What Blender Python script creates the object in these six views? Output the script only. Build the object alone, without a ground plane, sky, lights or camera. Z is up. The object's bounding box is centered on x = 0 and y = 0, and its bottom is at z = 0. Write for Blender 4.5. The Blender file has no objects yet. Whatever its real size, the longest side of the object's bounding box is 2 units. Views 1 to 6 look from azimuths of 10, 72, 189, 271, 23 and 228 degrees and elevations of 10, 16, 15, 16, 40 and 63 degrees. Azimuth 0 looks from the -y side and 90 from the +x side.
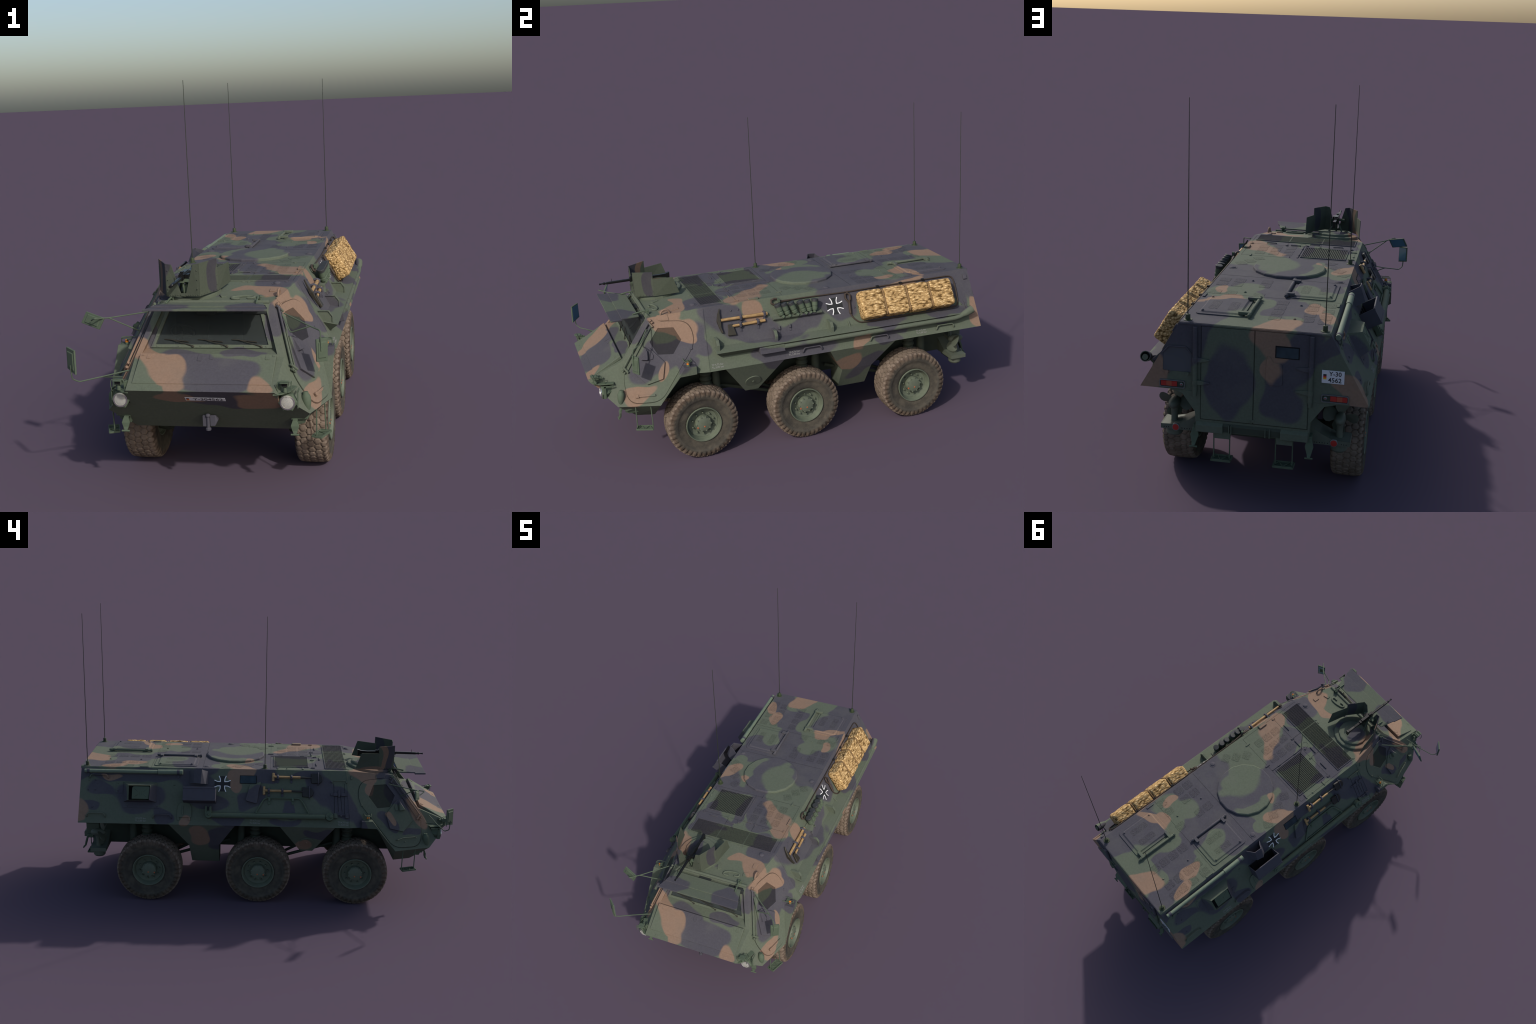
# Six-wheeled armoured personnel carrier in three-colour camouflage, built part by part.
# Frame: metres, z up, nose towards -y.  CX is the vehicle's own symmetry plane.
import bpy, bmesh, math, random
from mathutils import Vector, Matrix, noise

random.seed(7)
CX = 0.0245
SC = bpy.context.scene
COL = SC.collection


# ------------------------------------------------------------------ scene graph helpers
def empty(name, parent=None):
    o = bpy.data.objects.new(name, None)
    o.empty_display_size = 0.05
    COL.objects.link(o)
    if parent:
        o.parent = parent
    return o


ROOT = empty('armored_vehicle')
ROOT['label'] = 'six-wheeled armored personnel carrier in green brown and dark camouflage'
ROOT['category'] = 'military vehicle'


class Geo:
    """Collects simple solids into one mesh."""

    def __init__(self):
        self.v, self.f = [], []

    def add(self, verts, faces):
        k = len(self.v)
        self.v += [tuple(p) for p in verts]
        self.f += [tuple(i + k for i in f) for f in faces]
        return self

    def loft(self, rings, cap=True, closed=False):
        n = len(rings[0])
        vs = [p for r in rings for p in r]
        fs = []
        m = len(rings)
        for i in range(m if closed else m - 1):
            j = (i + 1) % m
            for k in range(n):
                l = (k + 1) % n
                fs.append((i * n + k, i * n + l, j * n + l, j * n + k))
        if cap and not closed:
            fs.append(tuple(range(n - 1, -1, -1)))
            fs.append(tuple((m - 1) * n + k for k in range(n)))
        return self.add(vs, fs)

    def prism(self, fn, pts, w0, w1, w1pts=None):
        """Polygon pts (2D) mapped by fn(u, v, w), extruded from w0 to w1."""
        top = w1pts or pts
        return self.loft([[fn(u, v, w0) for u, v in pts], [fn(u, v, w1) for u, v in top]])

    def box(self, c, size, rot=None):
        hx, hy, hz = (s / 2 for s in size)
        c = Vector(c)
        m = rot or Matrix.Identity(3)
        vs = [c + m @ Vector((sx * hx, sy * hy, sz * hz)) for sx in (-1, 1) for sy in (-1, 1) for sz in (-1, 1)]
        return self.add(vs, [(0, 1, 3, 2), (4, 6, 7, 5), (0, 4, 5, 1), (2, 3, 7, 6), (0, 2, 6, 4), (1, 5, 7, 3)])

    def hexa(self, p):
        """8 corners: 4 below, 4 above, same order."""
        return self.add(p, [(3, 2, 1, 0), (4, 5, 6, 7), (0, 1, 5, 4), (1, 2, 6, 5), (2, 3, 7, 6), (3, 0, 4, 7)])

    def tube(self, pts, r, seg=8, cap=True, closed=False, r1=None):
        pts = [Vector(p) for p in pts]
        n = len(pts)
        t0 = (pts[1] - pts[0]).normalized()
        ref = Vector((0, 0, 1)) if abs(t0.z) < 0.9 else Vector((1, 0, 0))
        u = t0.cross(ref).normalized()
        rings = []
        for i, p in enumerate(pts):
            if closed:
                a, b = pts[i - 1], pts[(i + 1) % n]
            else:
                a, b = pts[max(i - 1, 0)], pts[min(i + 1, n - 1)]
            t = (b - a).normalized()
            u = (u - t * u.dot(t)).normalized()
            w = t.cross(u)
            rr = r if r1 is None else r + (r1 - r) * i / (n - 1)
            k = 1.0
            if 0 < i < n - 1:
                c = (p - pts[i - 1]).normalized().dot((pts[i + 1] - p).normalized())
                k = 1 / max(0.6, math.sqrt(max(0.0, (1 + c) / 2)))
            rings.append([p + (u * math.cos(2 * math.pi * q / seg) + w * math.sin(2 * math.pi * q / seg)) * rr
                          * (1 + (k - 1) * 0.5) for q in range(seg)])
        return self.loft(rings, cap, closed)

    def lathe(self, c, axis, prof, seg=24, cap=True, phase=0.0, up=None):
        """prof: (radius, distance along axis)"""
        ax = Vector(axis).normalized()
        ref = Vector(up) if up else (Vector((0, 0, 1)) if abs(ax.z) < 0.9 else Vector((0, 1, 0)))
        u = (ref - ax * ref.dot(ax)).normalized()
        w = ax.cross(u)
        c = Vector(c)
        rings = []
        for r, h in prof:
            rings.append([c + ax * h + (u * math.cos(2 * math.pi * (q + phase) / seg)
                                        + w * math.sin(2 * math.pi * (q + phase) / seg)) * r for q in range(seg)])
        return self.loft(rings, cap)

    def ball(self, c, rad, seg=16, rings=8, axes=None):
        c = Vector(c)
        m = axes or Matrix.Identity(3)
        rs = []
        for i in range(1, rings):
            a = math.pi * i / rings
            rs.append([c + m @ Vector((rad[0] * math.sin(a) * math.cos(2 * math.pi * q / seg),
                                       rad[1] * math.sin(a) * math.sin(2 * math.pi * q / seg),
                                       rad[2] * math.cos(a))) for q in range(seg)])
        return self.loft(rs)

    def mesh(self, name, smooth=None):
        me = bpy.data.meshes.new(name)
        me.from_pydata(self.v, [], self.f)
        bm = bmesh.new()
        bm.from_mesh(me)
        bmesh.ops.recalc_face_normals(bm, faces=bm.faces)
        bm.to_mesh(me)
        bm.free()
        if smooth is not None:
            for p in me.polygons:
                p.use_smooth = True
            me.set_sharp_from_angle(angle=math.radians(smooth))
        return me

    def obj(self, name, mat, parent=None, smooth=None, bevel=0.0, seg=1, angle=35):
        return link(name, self.mesh(name, smooth), mat, parent, bevel, seg, angle)


def link(name, me, mat, parent=None, bevel=0.0, seg=1, angle=35):
    o = bpy.data.objects.new(name, me)
    if mat and not me.materials:
        me.materials.append(mat)
    COL.objects.link(o)
    o.parent = parent or ROOT
    if bevel:
        m = o.modifiers.new('edge', 'BEVEL')
        m.width = bevel
        m.segments = seg
        m.limit_method = 'ANGLE'
        m.angle_limit = math.radians(angle)
        m.harden_normals = False
    return o


def baked(o):
    """Apply an object's modifiers to its mesh."""
    dg = bpy.context.evaluated_depsgraph_get()
    dg.update()
    me = bpy.data.meshes.new_from_object(o.evaluated_get(dg))
    o.modifiers.clear()
    old = o.data
    o.data = me
    me.name = old.name
    return o


def cut(o, geos):
    cs = []
    for g in geos:
        c = bpy.data.objects.new('cutter', g.mesh('cutter'))
        COL.objects.link(c)
        m = o.modifiers.new('cut', 'BOOLEAN')
        m.operation = 'DIFFERENCE'
        m.solver = 'EXACT'
        m.object = c
        cs.append(c)
    baked(o)
    for c in cs:
        bpy.data.objects.remove(c)
    return o


def hx(s, h):
    return CX + s * h


# ------------------------------------------------------------------ the armour's main planes
# right flank of the long hull: roof edge (half width .2775, z .711) down to the sponson edge
def side(s):
    n = Vector((s * 0.8689, 0, 0.4949))

    def fn(y, z, w=0.0):
        return Vector((hx(s, 0.2775 + 0.5696 * (0.711 - z)), y, z)) + n * w
    return fn


# cab flank, which also tapers towards the nose
def flank(s):
    n = Vector((s * 0.8299, -0.2517, 0.4980))

    def fn(y, z, w=0.0):
        h = 0.3334 + (0.2517 * (y + 0.6655) - 0.4980 * (z - 0.4998)) / 0.8299
        return Vector((hx(s, h), y, z)) + n * w
    return fn


def roof(x, y, w=0.0):
    return Vector((x, y, 0.712 + w))


def cab_roof(x, y, w=0.0):
    return Vector((x, y - 0.124 * w, 0.712 + 0.125 * (y + 0.434) + 0.9923 * w))


def rear(x, z, w=0.0):
    return Vector((x, 0.979 + w, z))


def hood_plane(x, t, w=0.0):
    """t: distance up the hood from the nose edge"""
    return Vector((x, -0.995 + 0.8934 * t - 0.4493 * w, 0.434 + 0.4493 * t + 0.8934 * w))


def nose_plane(x, y, w=0.0):
    """45 degree underside of the nose"""
    return Vector((x, y - 0.7071 * w, 0.434 - 0.995 * (y + 0.995) - 0.7071 * w))


SIDES = (1, -1)
AXLES = (-0.494, 0.027, 0.613)


def rrect(cu, cv, w, h, r, n=4, rot=0.0):
    pts = []
    for sx, sy, a0 in ((1, 1, 0), (-1, 1, 90), (-1, -1, 180), (1, -1, 270)):
        for i in range(n + 1):
            a = math.radians(a0 + 90 * i / n)
            pts.append((sx * (w / 2 - r) + r * math.cos(a), sy * (h / 2 - r) + r * math.sin(a)))
    c, s = math.cos(rot), math.sin(rot)
    return [(cu + x * c - y * s, cv + x * s + y * c) for x, y in pts]


def rounded(pts, r, n=4):
    """Round the corners of a polygon; r is one radius or a list."""
    out = []
    m = len(pts)
    for i, p in enumerate(pts):
        rr = r[i] if isinstance(r, (list, tuple)) else r
        p = Vector(p)
        a = (Vector(pts[i - 1]) - p)
        b = (Vector(pts[(i + 1) % m]) - p)
        if rr <= 0:
            out.append(tuple(p))
            continue
        ra = min(rr, a.length * 0.48)
        rb = min(rr, b.length * 0.48)
        pa, pb = p + a.normalized() * ra, p + b.normalized() * rb
        for k in range(n + 1):
            t = k / n
            out.append(tuple(pa * (1 - t) ** 2 + p * 2 * t * (1 - t) + pb * t * t))
    return out


def arc_path(pts, r, n=4):
    """Open polyline in space with rounded corners."""
    pts = [Vector(p) for p in pts]
    out = [pts[0]]
    for i in range(1, len(pts) - 1):
        p = pts[i]
        a, b = pts[i - 1] - p, pts[i + 1] - p
        ra, rb = min(r, a.length * 0.48), min(r, b.length * 0.48)
        pa, pb = p + a.normalized() * ra, p + b.normalized() * rb
        for k in range(n + 1):
            t = k / n
            out.append(pa * (1 - t) ** 2 + p * 2 * t * (1 - t) + pb * t * t)
    return out + [pts[-1]]


# ------------------------------------------------------------------ materials
class Nodes:
    def __init__(self, tree):
        self.t = tree

    def n(self, kind, **kw):
        nd = self.t.nodes.new(kind)
        ins = kw.pop('ins', {})
        for k, v in kw.items():
            setattr(nd, k, v)
        for k, v in ins.items():
            s = nd.inputs[k]
            if isinstance(v, bpy.types.NodeSocket):
                self.t.links.new(v, s)
            else:
                s.default_value = v
        return nd

    def math(self, op, a, b=None, c=None, clamp=False):
        ins = {0: a}
        if b is not None:
            ins[1] = b
        if c is not None:
            ins[2] = c
        return self.n('ShaderNodeMath', operation=op, use_clamp=clamp, ins=ins).outputs[0]

    def mix(self, fac, a, b, mode='MIX'):
        nd = self.n('ShaderNodeMix', data_type='RGBA', blend_type=mode)
        for i, v in ((0, fac), (6, a), (7, b)):
            if isinstance(v, bpy.types.NodeSocket):
                self.t.links.new(v, nd.inputs[i])
            else:
                nd.inputs[i].default_value = v if i == 0 else (*v, 1.0)
        return nd.outputs[2]

    def noise(self, vec, scale, detail=3.0, rough=0.55):
        return self.n('ShaderNodeTexNoise', ins={'Vector': vec, 'Scale': scale, 'Detail': detail, 'Roughness': rough})

    def step(self, x, lo, hi):
        return self.n('ShaderNodeMapRange', interpolation_type='SMOOTHSTEP',
                      ins={0: x, 1: lo, 2: hi, 3: 0.0, 4: 1.0}).outputs[0]


def new_mat(name):
    m = bpy.data.materials.new(name)
    m.use_nodes = True
    m.node_tree.nodes.clear()
    N = Nodes(m.node_tree)
    out = N.n('ShaderNodeOutputMaterial')
    bs = N.n('ShaderNodeBsdfPrincipled')
    m.node_tree.links.new(bs.outputs[0], out.inputs[0])
    return m, N, bs


def put(N, bs, sock, v):
    if isinstance(v, bpy.types.NodeSocket):
        N.t.links.new(v, bs.inputs[sock])
    elif isinstance(v, tuple) and len(v) == 3:
        bs.inputs[sock].default_value = (*v, 1.0)
    else:
        bs.inputs[sock].default_value = v


def body_coords(N):
    """Coordinates in the vehicle's own frame, the same for every part."""
    return N.n('ShaderNodeTexCoord', object=ROOT).outputs['Object']


def simple(name, col, rough=0.6, metal=0.0, var=0.25, scale=60.0, bump=0.0, spec=0.35, local=False):
    m, N, bs = new_mat(name)
    vec = N.n('ShaderNodeTexCoord').outputs['Object'] if local else body_coords(N)
    nz = N.noise(vec, scale).outputs[0]
    big = N.noise(vec, scale * 0.15).outputs[0]
    f = N.math('MULTIPLY_ADD', N.math('ADD', nz, big), var, 1.0 - var)
    c = N.n('ShaderNodeVectorMath', operation='SCALE', ins={0: col, 3: f}).outputs[0]
    put(N, bs, 'Base Color', c)
    put(N, bs, 'Roughness', rough)
    put(N, bs, 'Metallic', metal)
    put(N, bs, 'Specular IOR Level', spec)
    if bump:
        b = N.n('ShaderNodeBump', ins={'Height': nz, 'Strength': bump, 'Distance': 0.001})
        N.t.links.new(b.outputs[0], bs.inputs['Normal'])
    return m


# --- camouflage: sprayed patches, each an ellipse lying on one of the armour planes ---
# plane: origin, first axis, second axis.   patch: (u, v, semi-axis, semi-axis, turn in degrees)
PLANES = {
    'roof': ((0, 0, 0.712), (1, 0, 0), (0, 1, 0)),
    'cab_roof': ((CX, -0.434, 0.712), (1, 0, 0), (0, 0.9923, 0.124)),
    'hood': ((CX, -0.996, 0.434), (1, 0, 0), (0, 0.8934, 0.4493)),
    'visor': ((CX, -0.79, 0.693), (1, 0, 0), (0, 1, 0)),
    'right': ((0.302, 0, 0.711), (0, 1, 0), (0.4949, 0, -0.8689)),
    'left': ((-0.253, 0, 0.711), (0, 1, 0), (-0.4949, 0, -0.8689)),
    'right_flank': ((0.3579, -0.6655, 0.4998), (0.2902, 0.957, 0), (-0.4765, 0.1445, 0.8672)),
    'left_flank': ((-0.3089, -0.6655, 0.4998), (0.2902, -0.957, 0), (0.4765, 0.1445, 0.8672)),
    'rear': ((0, 0.978, 0.445), (1, 0, 0), (0, 0, 1)),
    'nose': ((CX, -0.995, 0.434), (1, 0, 0), (0, 0.7089, -0.7053)),
    'right_skirt': ((0.40, 0, 0.36), (0, 1, 0), (0.55, 0, 0.835)),
    'left_skirt': ((-0.351, 0, 0.36), (0, 1, 0), (-0.55, 0, 0.835)),
    'right_shield': ((0.0, -0.65, 0.77), (0.5, 0.866, 0), (0, 0, 1)),
    'left_shield': ((-0.185, -0.65, 0.77), (0.5, -0.866, 0), (0, 0, 1)),
}
CAMO_DEPTH = {'right_shield': 0.03, 'left_shield': 0.03, 'visor': 0.03, 'roof': 0.045, 'cab_roof': 0.03}
CAMO_DARK = {
    'roof': [
        (0.211, 0.849, 0.147, 0.081, 69), (0.229, 0.955, 0.069, 0.048, 5), (-0.046, 0.741, 0.131, 0.066, 83), (-0.156, 0.811, 0.101, 0.06, -63),
        (-0.196, 0.952, 0.077, 0.038, 58), (0.017, 0.484, 0.172, 0.094, -89), (-0.165, 0.411, 0.085, 0.081, 54), (-0.027, 0.613, 0.084, 0.067, -10),
        (0.193, 0.419, 0.125, 0.05, 38), (-0.023, 0.051, 0.097, 0.058, -62), (-0.01, 0.225, 0.113, 0.04, 42), (0.197, 0.26, 0.11, 0.088, -44),
        (0.135, -0.261, 0.075, 0.045, 4), (0.051, -0.121, 0.106, 0.053, -73), (-0.091, -0.013, 0.087, 0.044, -16), (-0.2, 0.007, 0.061, 0.043, -5),
        (0.206, -0.365, 0.06, 0.06, 12), (-0.124, -0.376, 0.081, 0.049, 3), (-0.146, -0.293, 0.115, 0.052, -3), (-0.006, -0.208, 0.125, 0.028, 87),
        (-0.193, -0.196, 0.051, 0.036, 84), (-0.194, 0.312, 0.085, 0.068, 5), (-0.191, 0.02, 0.113, 0.068, 86), (-0.198, -0.338, 0.109, 0.055, 89),
        (0.093, -0.17, 0.131, 0.059, -68), (0.264, 0.321, 0.162, 0.097, 88), (0.027, 0.381, 0.226, 0.101, 14), (-0.181, 0.334, 0.126, 0.088, 20),
        (-0.061, 0.736, 0.125, 0.087, -88), (-0.157, 0.905, 0.1, 0.05, 20), (0.242, 0.738, 0.154, 0.093, 26), (-0.008, 0.101, 0.116, 0.07, -69),
        (-0.003, 0.278, 0.096, 0.058, 30),
    ],
    'cab_roof': [
        (0.197, -0.022, 0.077, 0.058, -19), (0.233, 0.035, 0.049, 0.039, -31), (-0.112, -0.103, 0.095, 0.076, 45),
    ],
    'hood': [
        (0.051, 0.083, 0.15, 0.078, 6), (-0.09, 0.164, 0.111, 0.055, -30), (0.123, 0.206, 0.087, 0.031, 4),
    ],
    'visor': [
        (-0.157, -0.038, 0.09, 0.072, 12), (0.156, -0.033, 0.083, 0.066, -10),
    ],
    'right_flank': [
        (0.016, 0.011, 0.157, 0.066, 22), (-0.058, 0.003, 0.104, 0.047, 72), (-0.075, 0.141, 0.07, 0.02, 55), (0.127, -0.03, 0.051, 0.041, 24),
        (0.122, 0.073, 0.123, 0.062, 52),
    ],
    'right': [
        (-0.356, 0.047, 0.086, 0.064, 40), (-0.199, 0.171, 0.072, 0.032, -13), (0.036, 0.16, 0.106, 0.051, -16), (0.225, 0.054, 0.091, 0.046, -10),
        (-0.097, 0.277, 0.096, 0.039, -3), (-0.475, 0.172, 0.076, 0.038, 75), (0.215, 0.002, 0.048, 0.014, 4), (0.325, 0.016, 0.203, 0.033, 1),
        (0.859, 0.009, 0.114, 0.04, -1), (0.929, 0.068, 0.046, 0.037, 68), (0.496, 0.221, 0.084, 0.038, -6), (0.88, 0.214, 0.062, 0.025, 1),
        (0.462, 0.287, 0.068, 0.027, -2), (-0.355, 0.05, 0.089, 0.075, 38), (-0.196, 0.152, 0.163, 0.062, 10), (-0.153, 0.263, 0.092, 0.046, -5),
        (0.009, 0.284, 0.172, 0.055, -3), (0.244, 0.075, 0.101, 0.086, -8), (0.432, 0.028, 0.262, 0.052, 2), (0.761, 0.03, 0.197, 0.059, 2),
        (0.478, 0.207, 0.108, 0.054, -2), (0.806, 0.21, 0.113, 0.045, 0), (0.902, 0.099, 0.082, 0.041, 79),
    ],
    'left': [
        (0.701, 0.042, 0.271, 0.038, -1), (0.651, 0.158, 0.141, 0.071, -1), (0.861, 0.122, 0.071, 0.043, -17), (0.531, 0.263, 0.061, 0.036, -35),
        (0.921, 0.209, 0.044, 0.022, -23), (0.361, 0.079, 0.095, 0.057, -17), (-0.012, 0.046, 0.059, 0.044, 27), (0.066, 0.172, 0.084, 0.046, 41),
        (-0.121, 0.21, 0.041, 0.031, -53), (-0.305, 0.094, 0.088, 0.062, -68), (-0.224, 0.029, 0.066, 0.02, -6), (0.184, 0.286, 0.105, 0.029, 1),
        (-0.118, 0.283, 0.085, 0.025, 4), (0.284, 0.193, 0.093, 0.037, -14), (-0.409, 0.191, 0.121, 0.061, -56),
    ],
    'left_flank': [
        (0.002, 0.199, 0.052, 0.036, 6), (0.076, 0.088, 0.094, 0.061, -57), (-0.015, -0.048, 0.066, 0.033, -50), (0.103, -0.11, 0.043, 0.021, 32),
        (-0.172, -0.041, 0.054, 0.027, -64),
    ],
    'rear': [
        (0.116, 0.056, 0.143, 0.089, -83), (0.285, 0.213, 0.141, 0.085, -60), (-0.149, 0.161, 0.102, 0.061, -69), (-0.086, -0.004, 0.099, 0.074, 68),
        (-0.228, 0.197, 0.069, 0.035, -43),
    ],
    'right_shield': [
        (0.035, 0.0, 0.03, 0.09, 0),
    ],
    'left_shield': [
        (0.03, 0.0, 0.035, 0.09, 0),
    ],
    'nose': [
        (0.07, 0.06, 0.13, 0.06, 0),
    ],
    'right_skirt': [
        (0.36, -0.05, 0.12, 0.06, 35),
    ],
    'left_skirt': [
        (-0.29, 0.05, 0.07, 0.03, 0), (0.23, 0.0, 0.06, 0.1, 0),
    ],
}
CAMO_GREEN = {
    'roof': [
        (0.163, 0.53, 0.12, 0.054, 68), (0.113, 0.598, 0.094, 0.042, -31), (0.022, 0.681, 0.066, 0.036, 84), (0.077, 0.774, 0.122, 0.034, 87),
        (0.082, 0.93, 0.083, 0.05, 24), (0.019, 0.873, 0.088, 0.044, 2), (-0.114, 0.862, 0.059, 0.026, -43), (-0.081, 0.511, 0.062, 0.031, -78),
        (-0.118, 0.598, 0.058, 0.029, 38), (-0.198, 0.633, 0.038, 0.019, -21), (0.046, -0.386, 0.071, 0.064, 7), (0.019, -0.307, 0.036, 0.032, -6),
        (-0.205, 0.249, 0.046, 0.036, 79), (0.116, 0.155, 0.101, 0.055, 74), (-0.084, 0.24, 0.063, 0.019, 35), (-0.104, 0.524, 0.106, 0.053, -78),
        (0.083, 0.156, 0.141, 0.105, 89), (-0.1, 0.23, 0.089, 0.027, 47),
    ],
}
CAMO_BROWN = {
    'roof': [
        (-0.081, 0.927, 0.086, 0.06, 26), (-0.018, 0.949, 0.047, 0.037, 35), (-0.161, 0.696, 0.068, 0.034, 87), (-0.223, 0.786, 0.068, 0.034, -72),
        (0.231, 0.68, 0.078, 0.033, 36), (0.24, 0.544, 0.047, 0.028, 83), (0.177, 0.635, 0.058, 0.032, -8), (-0.202, 0.116, 0.067, 0.04, -89),
        (-0.238, 0.073, 0.044, 0.031, 72), (-0.106, 0.1, 0.026, 0.024, 10), (0.182, -0.149, 0.124, 0.052, -38), (0.263, -0.259, 0.054, 0.043, -77),
    ],
    'cab_roof': [
        (0.114, -0.084, 0.064, 0.025, 14), (0.189, -0.135, 0.082, 0.058, -41), (-0.245, -0.107, 0.097, 0.044, -81),
    ],
    'hood': [
        (-0.224, 0.172, 0.095, 0.052, -50), (-0.126, 0.1, 0.081, 0.057, -34), (-0.083, 0.032, 0.05, 0.047, -78), (0.205, 0.013, 0.057, 0.034, -14),
    ],
    'right_flank': [
        (0.063, 0.174, 0.106, 0.036, -7), (0.116, 0.131, 0.048, 0.038, -44), (-0.005, -0.058, 0.05, 0.025, 66), (-0.1, -0.16, 0.071, 0.036, 29),
        (-0.077, -0.131, 0.021, 0.019, 43),
    ],
    'right': [
        (-0.21, 0.052, 0.056, 0.048, -71), (0.624, 0.022, 0.101, 0.02, 1), (0.964, 0.223, 0.065, 0.026, -83), (0.328, 0.285, 0.058, 0.026, -14),
    ],
    'left': [
        (0.803, 0.049, 0.053, 0.019, 1), (0.969, 0.281, 0.031, 0.016, -86), (0.418, 0.29, 0.034, 0.024, 20), (0.106, 0.028, 0.074, 0.031, 11),
        (0.137, 0.103, 0.05, 0.025, -79),
    ],
    'left_flank': [
        (-0.106, 0.206, 0.057, 0.028, -26), (-0.097, 0.153, 0.036, 0.022, -77), (-0.003, -0.028, 0.027, 0.019, -57), (0.159, -0.027, 0.069, 0.042, -53),
    ],
    'rear': [
        (-0.045, 0.208, 0.081, 0.048, 21), (-0.049, 0.108, 0.059, 0.041, -85), (0.384, 0.051, 0.076, 0.038, -41), (-0.334, 0.058, 0.076, 0.038, 43),
    ],
    'left_shield': [
        (-0.02, 0.0, 0.022, 0.09, 0),
    ],
    'nose': [
        (-0.09, 0.05, 0.09, 0.035, 10), (0.2, 0.07, 0.09, 0.05, 0),
    ],
    'right_skirt': [
        (0.27, 0.0, 0.075, 0.05, 20),
    ],
    'left_skirt': [
        (-0.22, -0.04, 0.05, 0.05, 0), (0.34, 0.02, 0.06, 0.07, 0),
    ],
}



def patch_field(N, vec, table):
    """Smallest normalised distance to any patch of a table (below 1: inside)."""
    best, count = None, 0
    for pl, patches in table.items():
        o, a, b = (Vector(q) for q in PLANES[pl])
        n = a.cross(b)
        depth = CAMO_DEPTH.get(pl, 0.06)
        for u, v, r1, r2, ang in patches:
            count += 1
            if count % 6 == 0:
                # chain the evaluation so that only a few patches are held in memory at a time
                vec = N.n('ShaderNodeVectorMath', operation='MULTIPLY_ADD', ins={0: best, 1: (1e-7, 1e-7, 1e-7), 2: vec}).outputs[0]
            t = math.radians(ang)
            p = a * math.cos(t) + b * math.sin(t)
            q = b * math.cos(t) - a * math.sin(t)
            rot = Matrix((p, q, n)).transposed().to_euler()
            mp = N.n('ShaderNodeMapping', vector_type='TEXTURE',
                     ins={'Vector': vec, 'Location': o + a * u + b * v, 'Rotation': rot, 'Scale': (r1 * 1.06, r2 * 1.06, depth)})
            d = N.n('ShaderNodeVectorMath', operation='LENGTH', ins={0: mp.outputs[0]}).outputs['Value']
            best = d if best is None else N.math('SMOOTH_MIN', best, d, 0.42)
    return best, N.n('ShaderNodeVectorMath', operation='MULTIPLY_ADD', ins={0: best, 1: (1e-7, 1e-7, 1e-7), 2: vec}).outputs[0]


GREEN = (0.092, 0.109, 0.079)
DARK = (0.064, 0.061, 0.073)
BROWN = (0.208, 0.138, 0.098)


def make_camo_group():
    g = bpy.data.node_groups.new('camouflage', 'ShaderNodeTree')
    g.interface.new_socket('Color', in_out='OUTPUT', socket_type='NodeSocketColor')
    g.interface.new_socket('Height', in_out='OUTPUT', socket_type='NodeSocketFloat')
    N = Nodes(g)
    out = N.n('NodeGroupOutput')
    vec = body_coords(N)
    wob = N.noise(vec, 9.0, 0.0)
    dv = N.n('ShaderNodeVectorMath', operation='SUBTRACT', ins={0: wob.outputs[1], 1: (0.5, 0.5, 0.5)}).outputs[0]
    warped = N.n('ShaderNodeVectorMath', operation='MULTIPLY_ADD', ins={0: dv, 1: (0.085, 0.085, 0.085), 2: vec}).outputs[0]
    masks = []
    for table in (CAMO_DARK, CAMO_GREEN, CAMO_BROWN):
        d, warped = patch_field(N, warped, table)
        masks.append(N.math('SUBTRACT', 1.0, N.step(d, 0.88, 1.06)))
    fd, fg, fb = masks
    c = N.mix(fd, GREEN, DARK)
    c = N.mix(fg, c, GREEN)
    c = N.mix(fb, c, BROWN)
    # weathering: cloudy dust, fine speckle, a few pale scratches
    cloud = N.noise(vec, 9.0, 4.0).outputs[0]
    fine = N.noise(vec, 420.0, 2.0).outputs[0]
    mid = N.noise(vec, 110.0, 3.0).outputs[0]
    v = N.math('MULTIPLY_ADD', N.math('ADD', fine, mid), 0.34, 0.66)
    c = N.n('ShaderNodeVectorMath', operation='SCALE', ins={0: c, 3: v}).outputs[0]
    dust = N.math('MULTIPLY', N.step(cloud, 0.42, 0.78), 0.22)
    c = N.mix(dust, c, (0.12, 0.12, 0.105))
    st = N.n('ShaderNodeMapping', ins={'Vector': vec, 'Rotation': (0.5, 0.3, 0.7), 'Scale': (1.0, 14.0, 5.0)})
    scr = N.noise(st.outputs[0], 26.0, 2.0, 0.7).outputs[0]
    c = N.mix(N.math('MULTIPLY', N.step(scr, 0.70, 0.80), 0.35), c, (0.20, 0.19, 0.17))
    g.links.new(c, out.inputs[0])
    g.links.new(N.math('ADD', N.math('MULTIPLY', fine, 0.6), mid), out.inputs[1])
    return g


CAMO_GROUP = make_camo_group()


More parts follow.
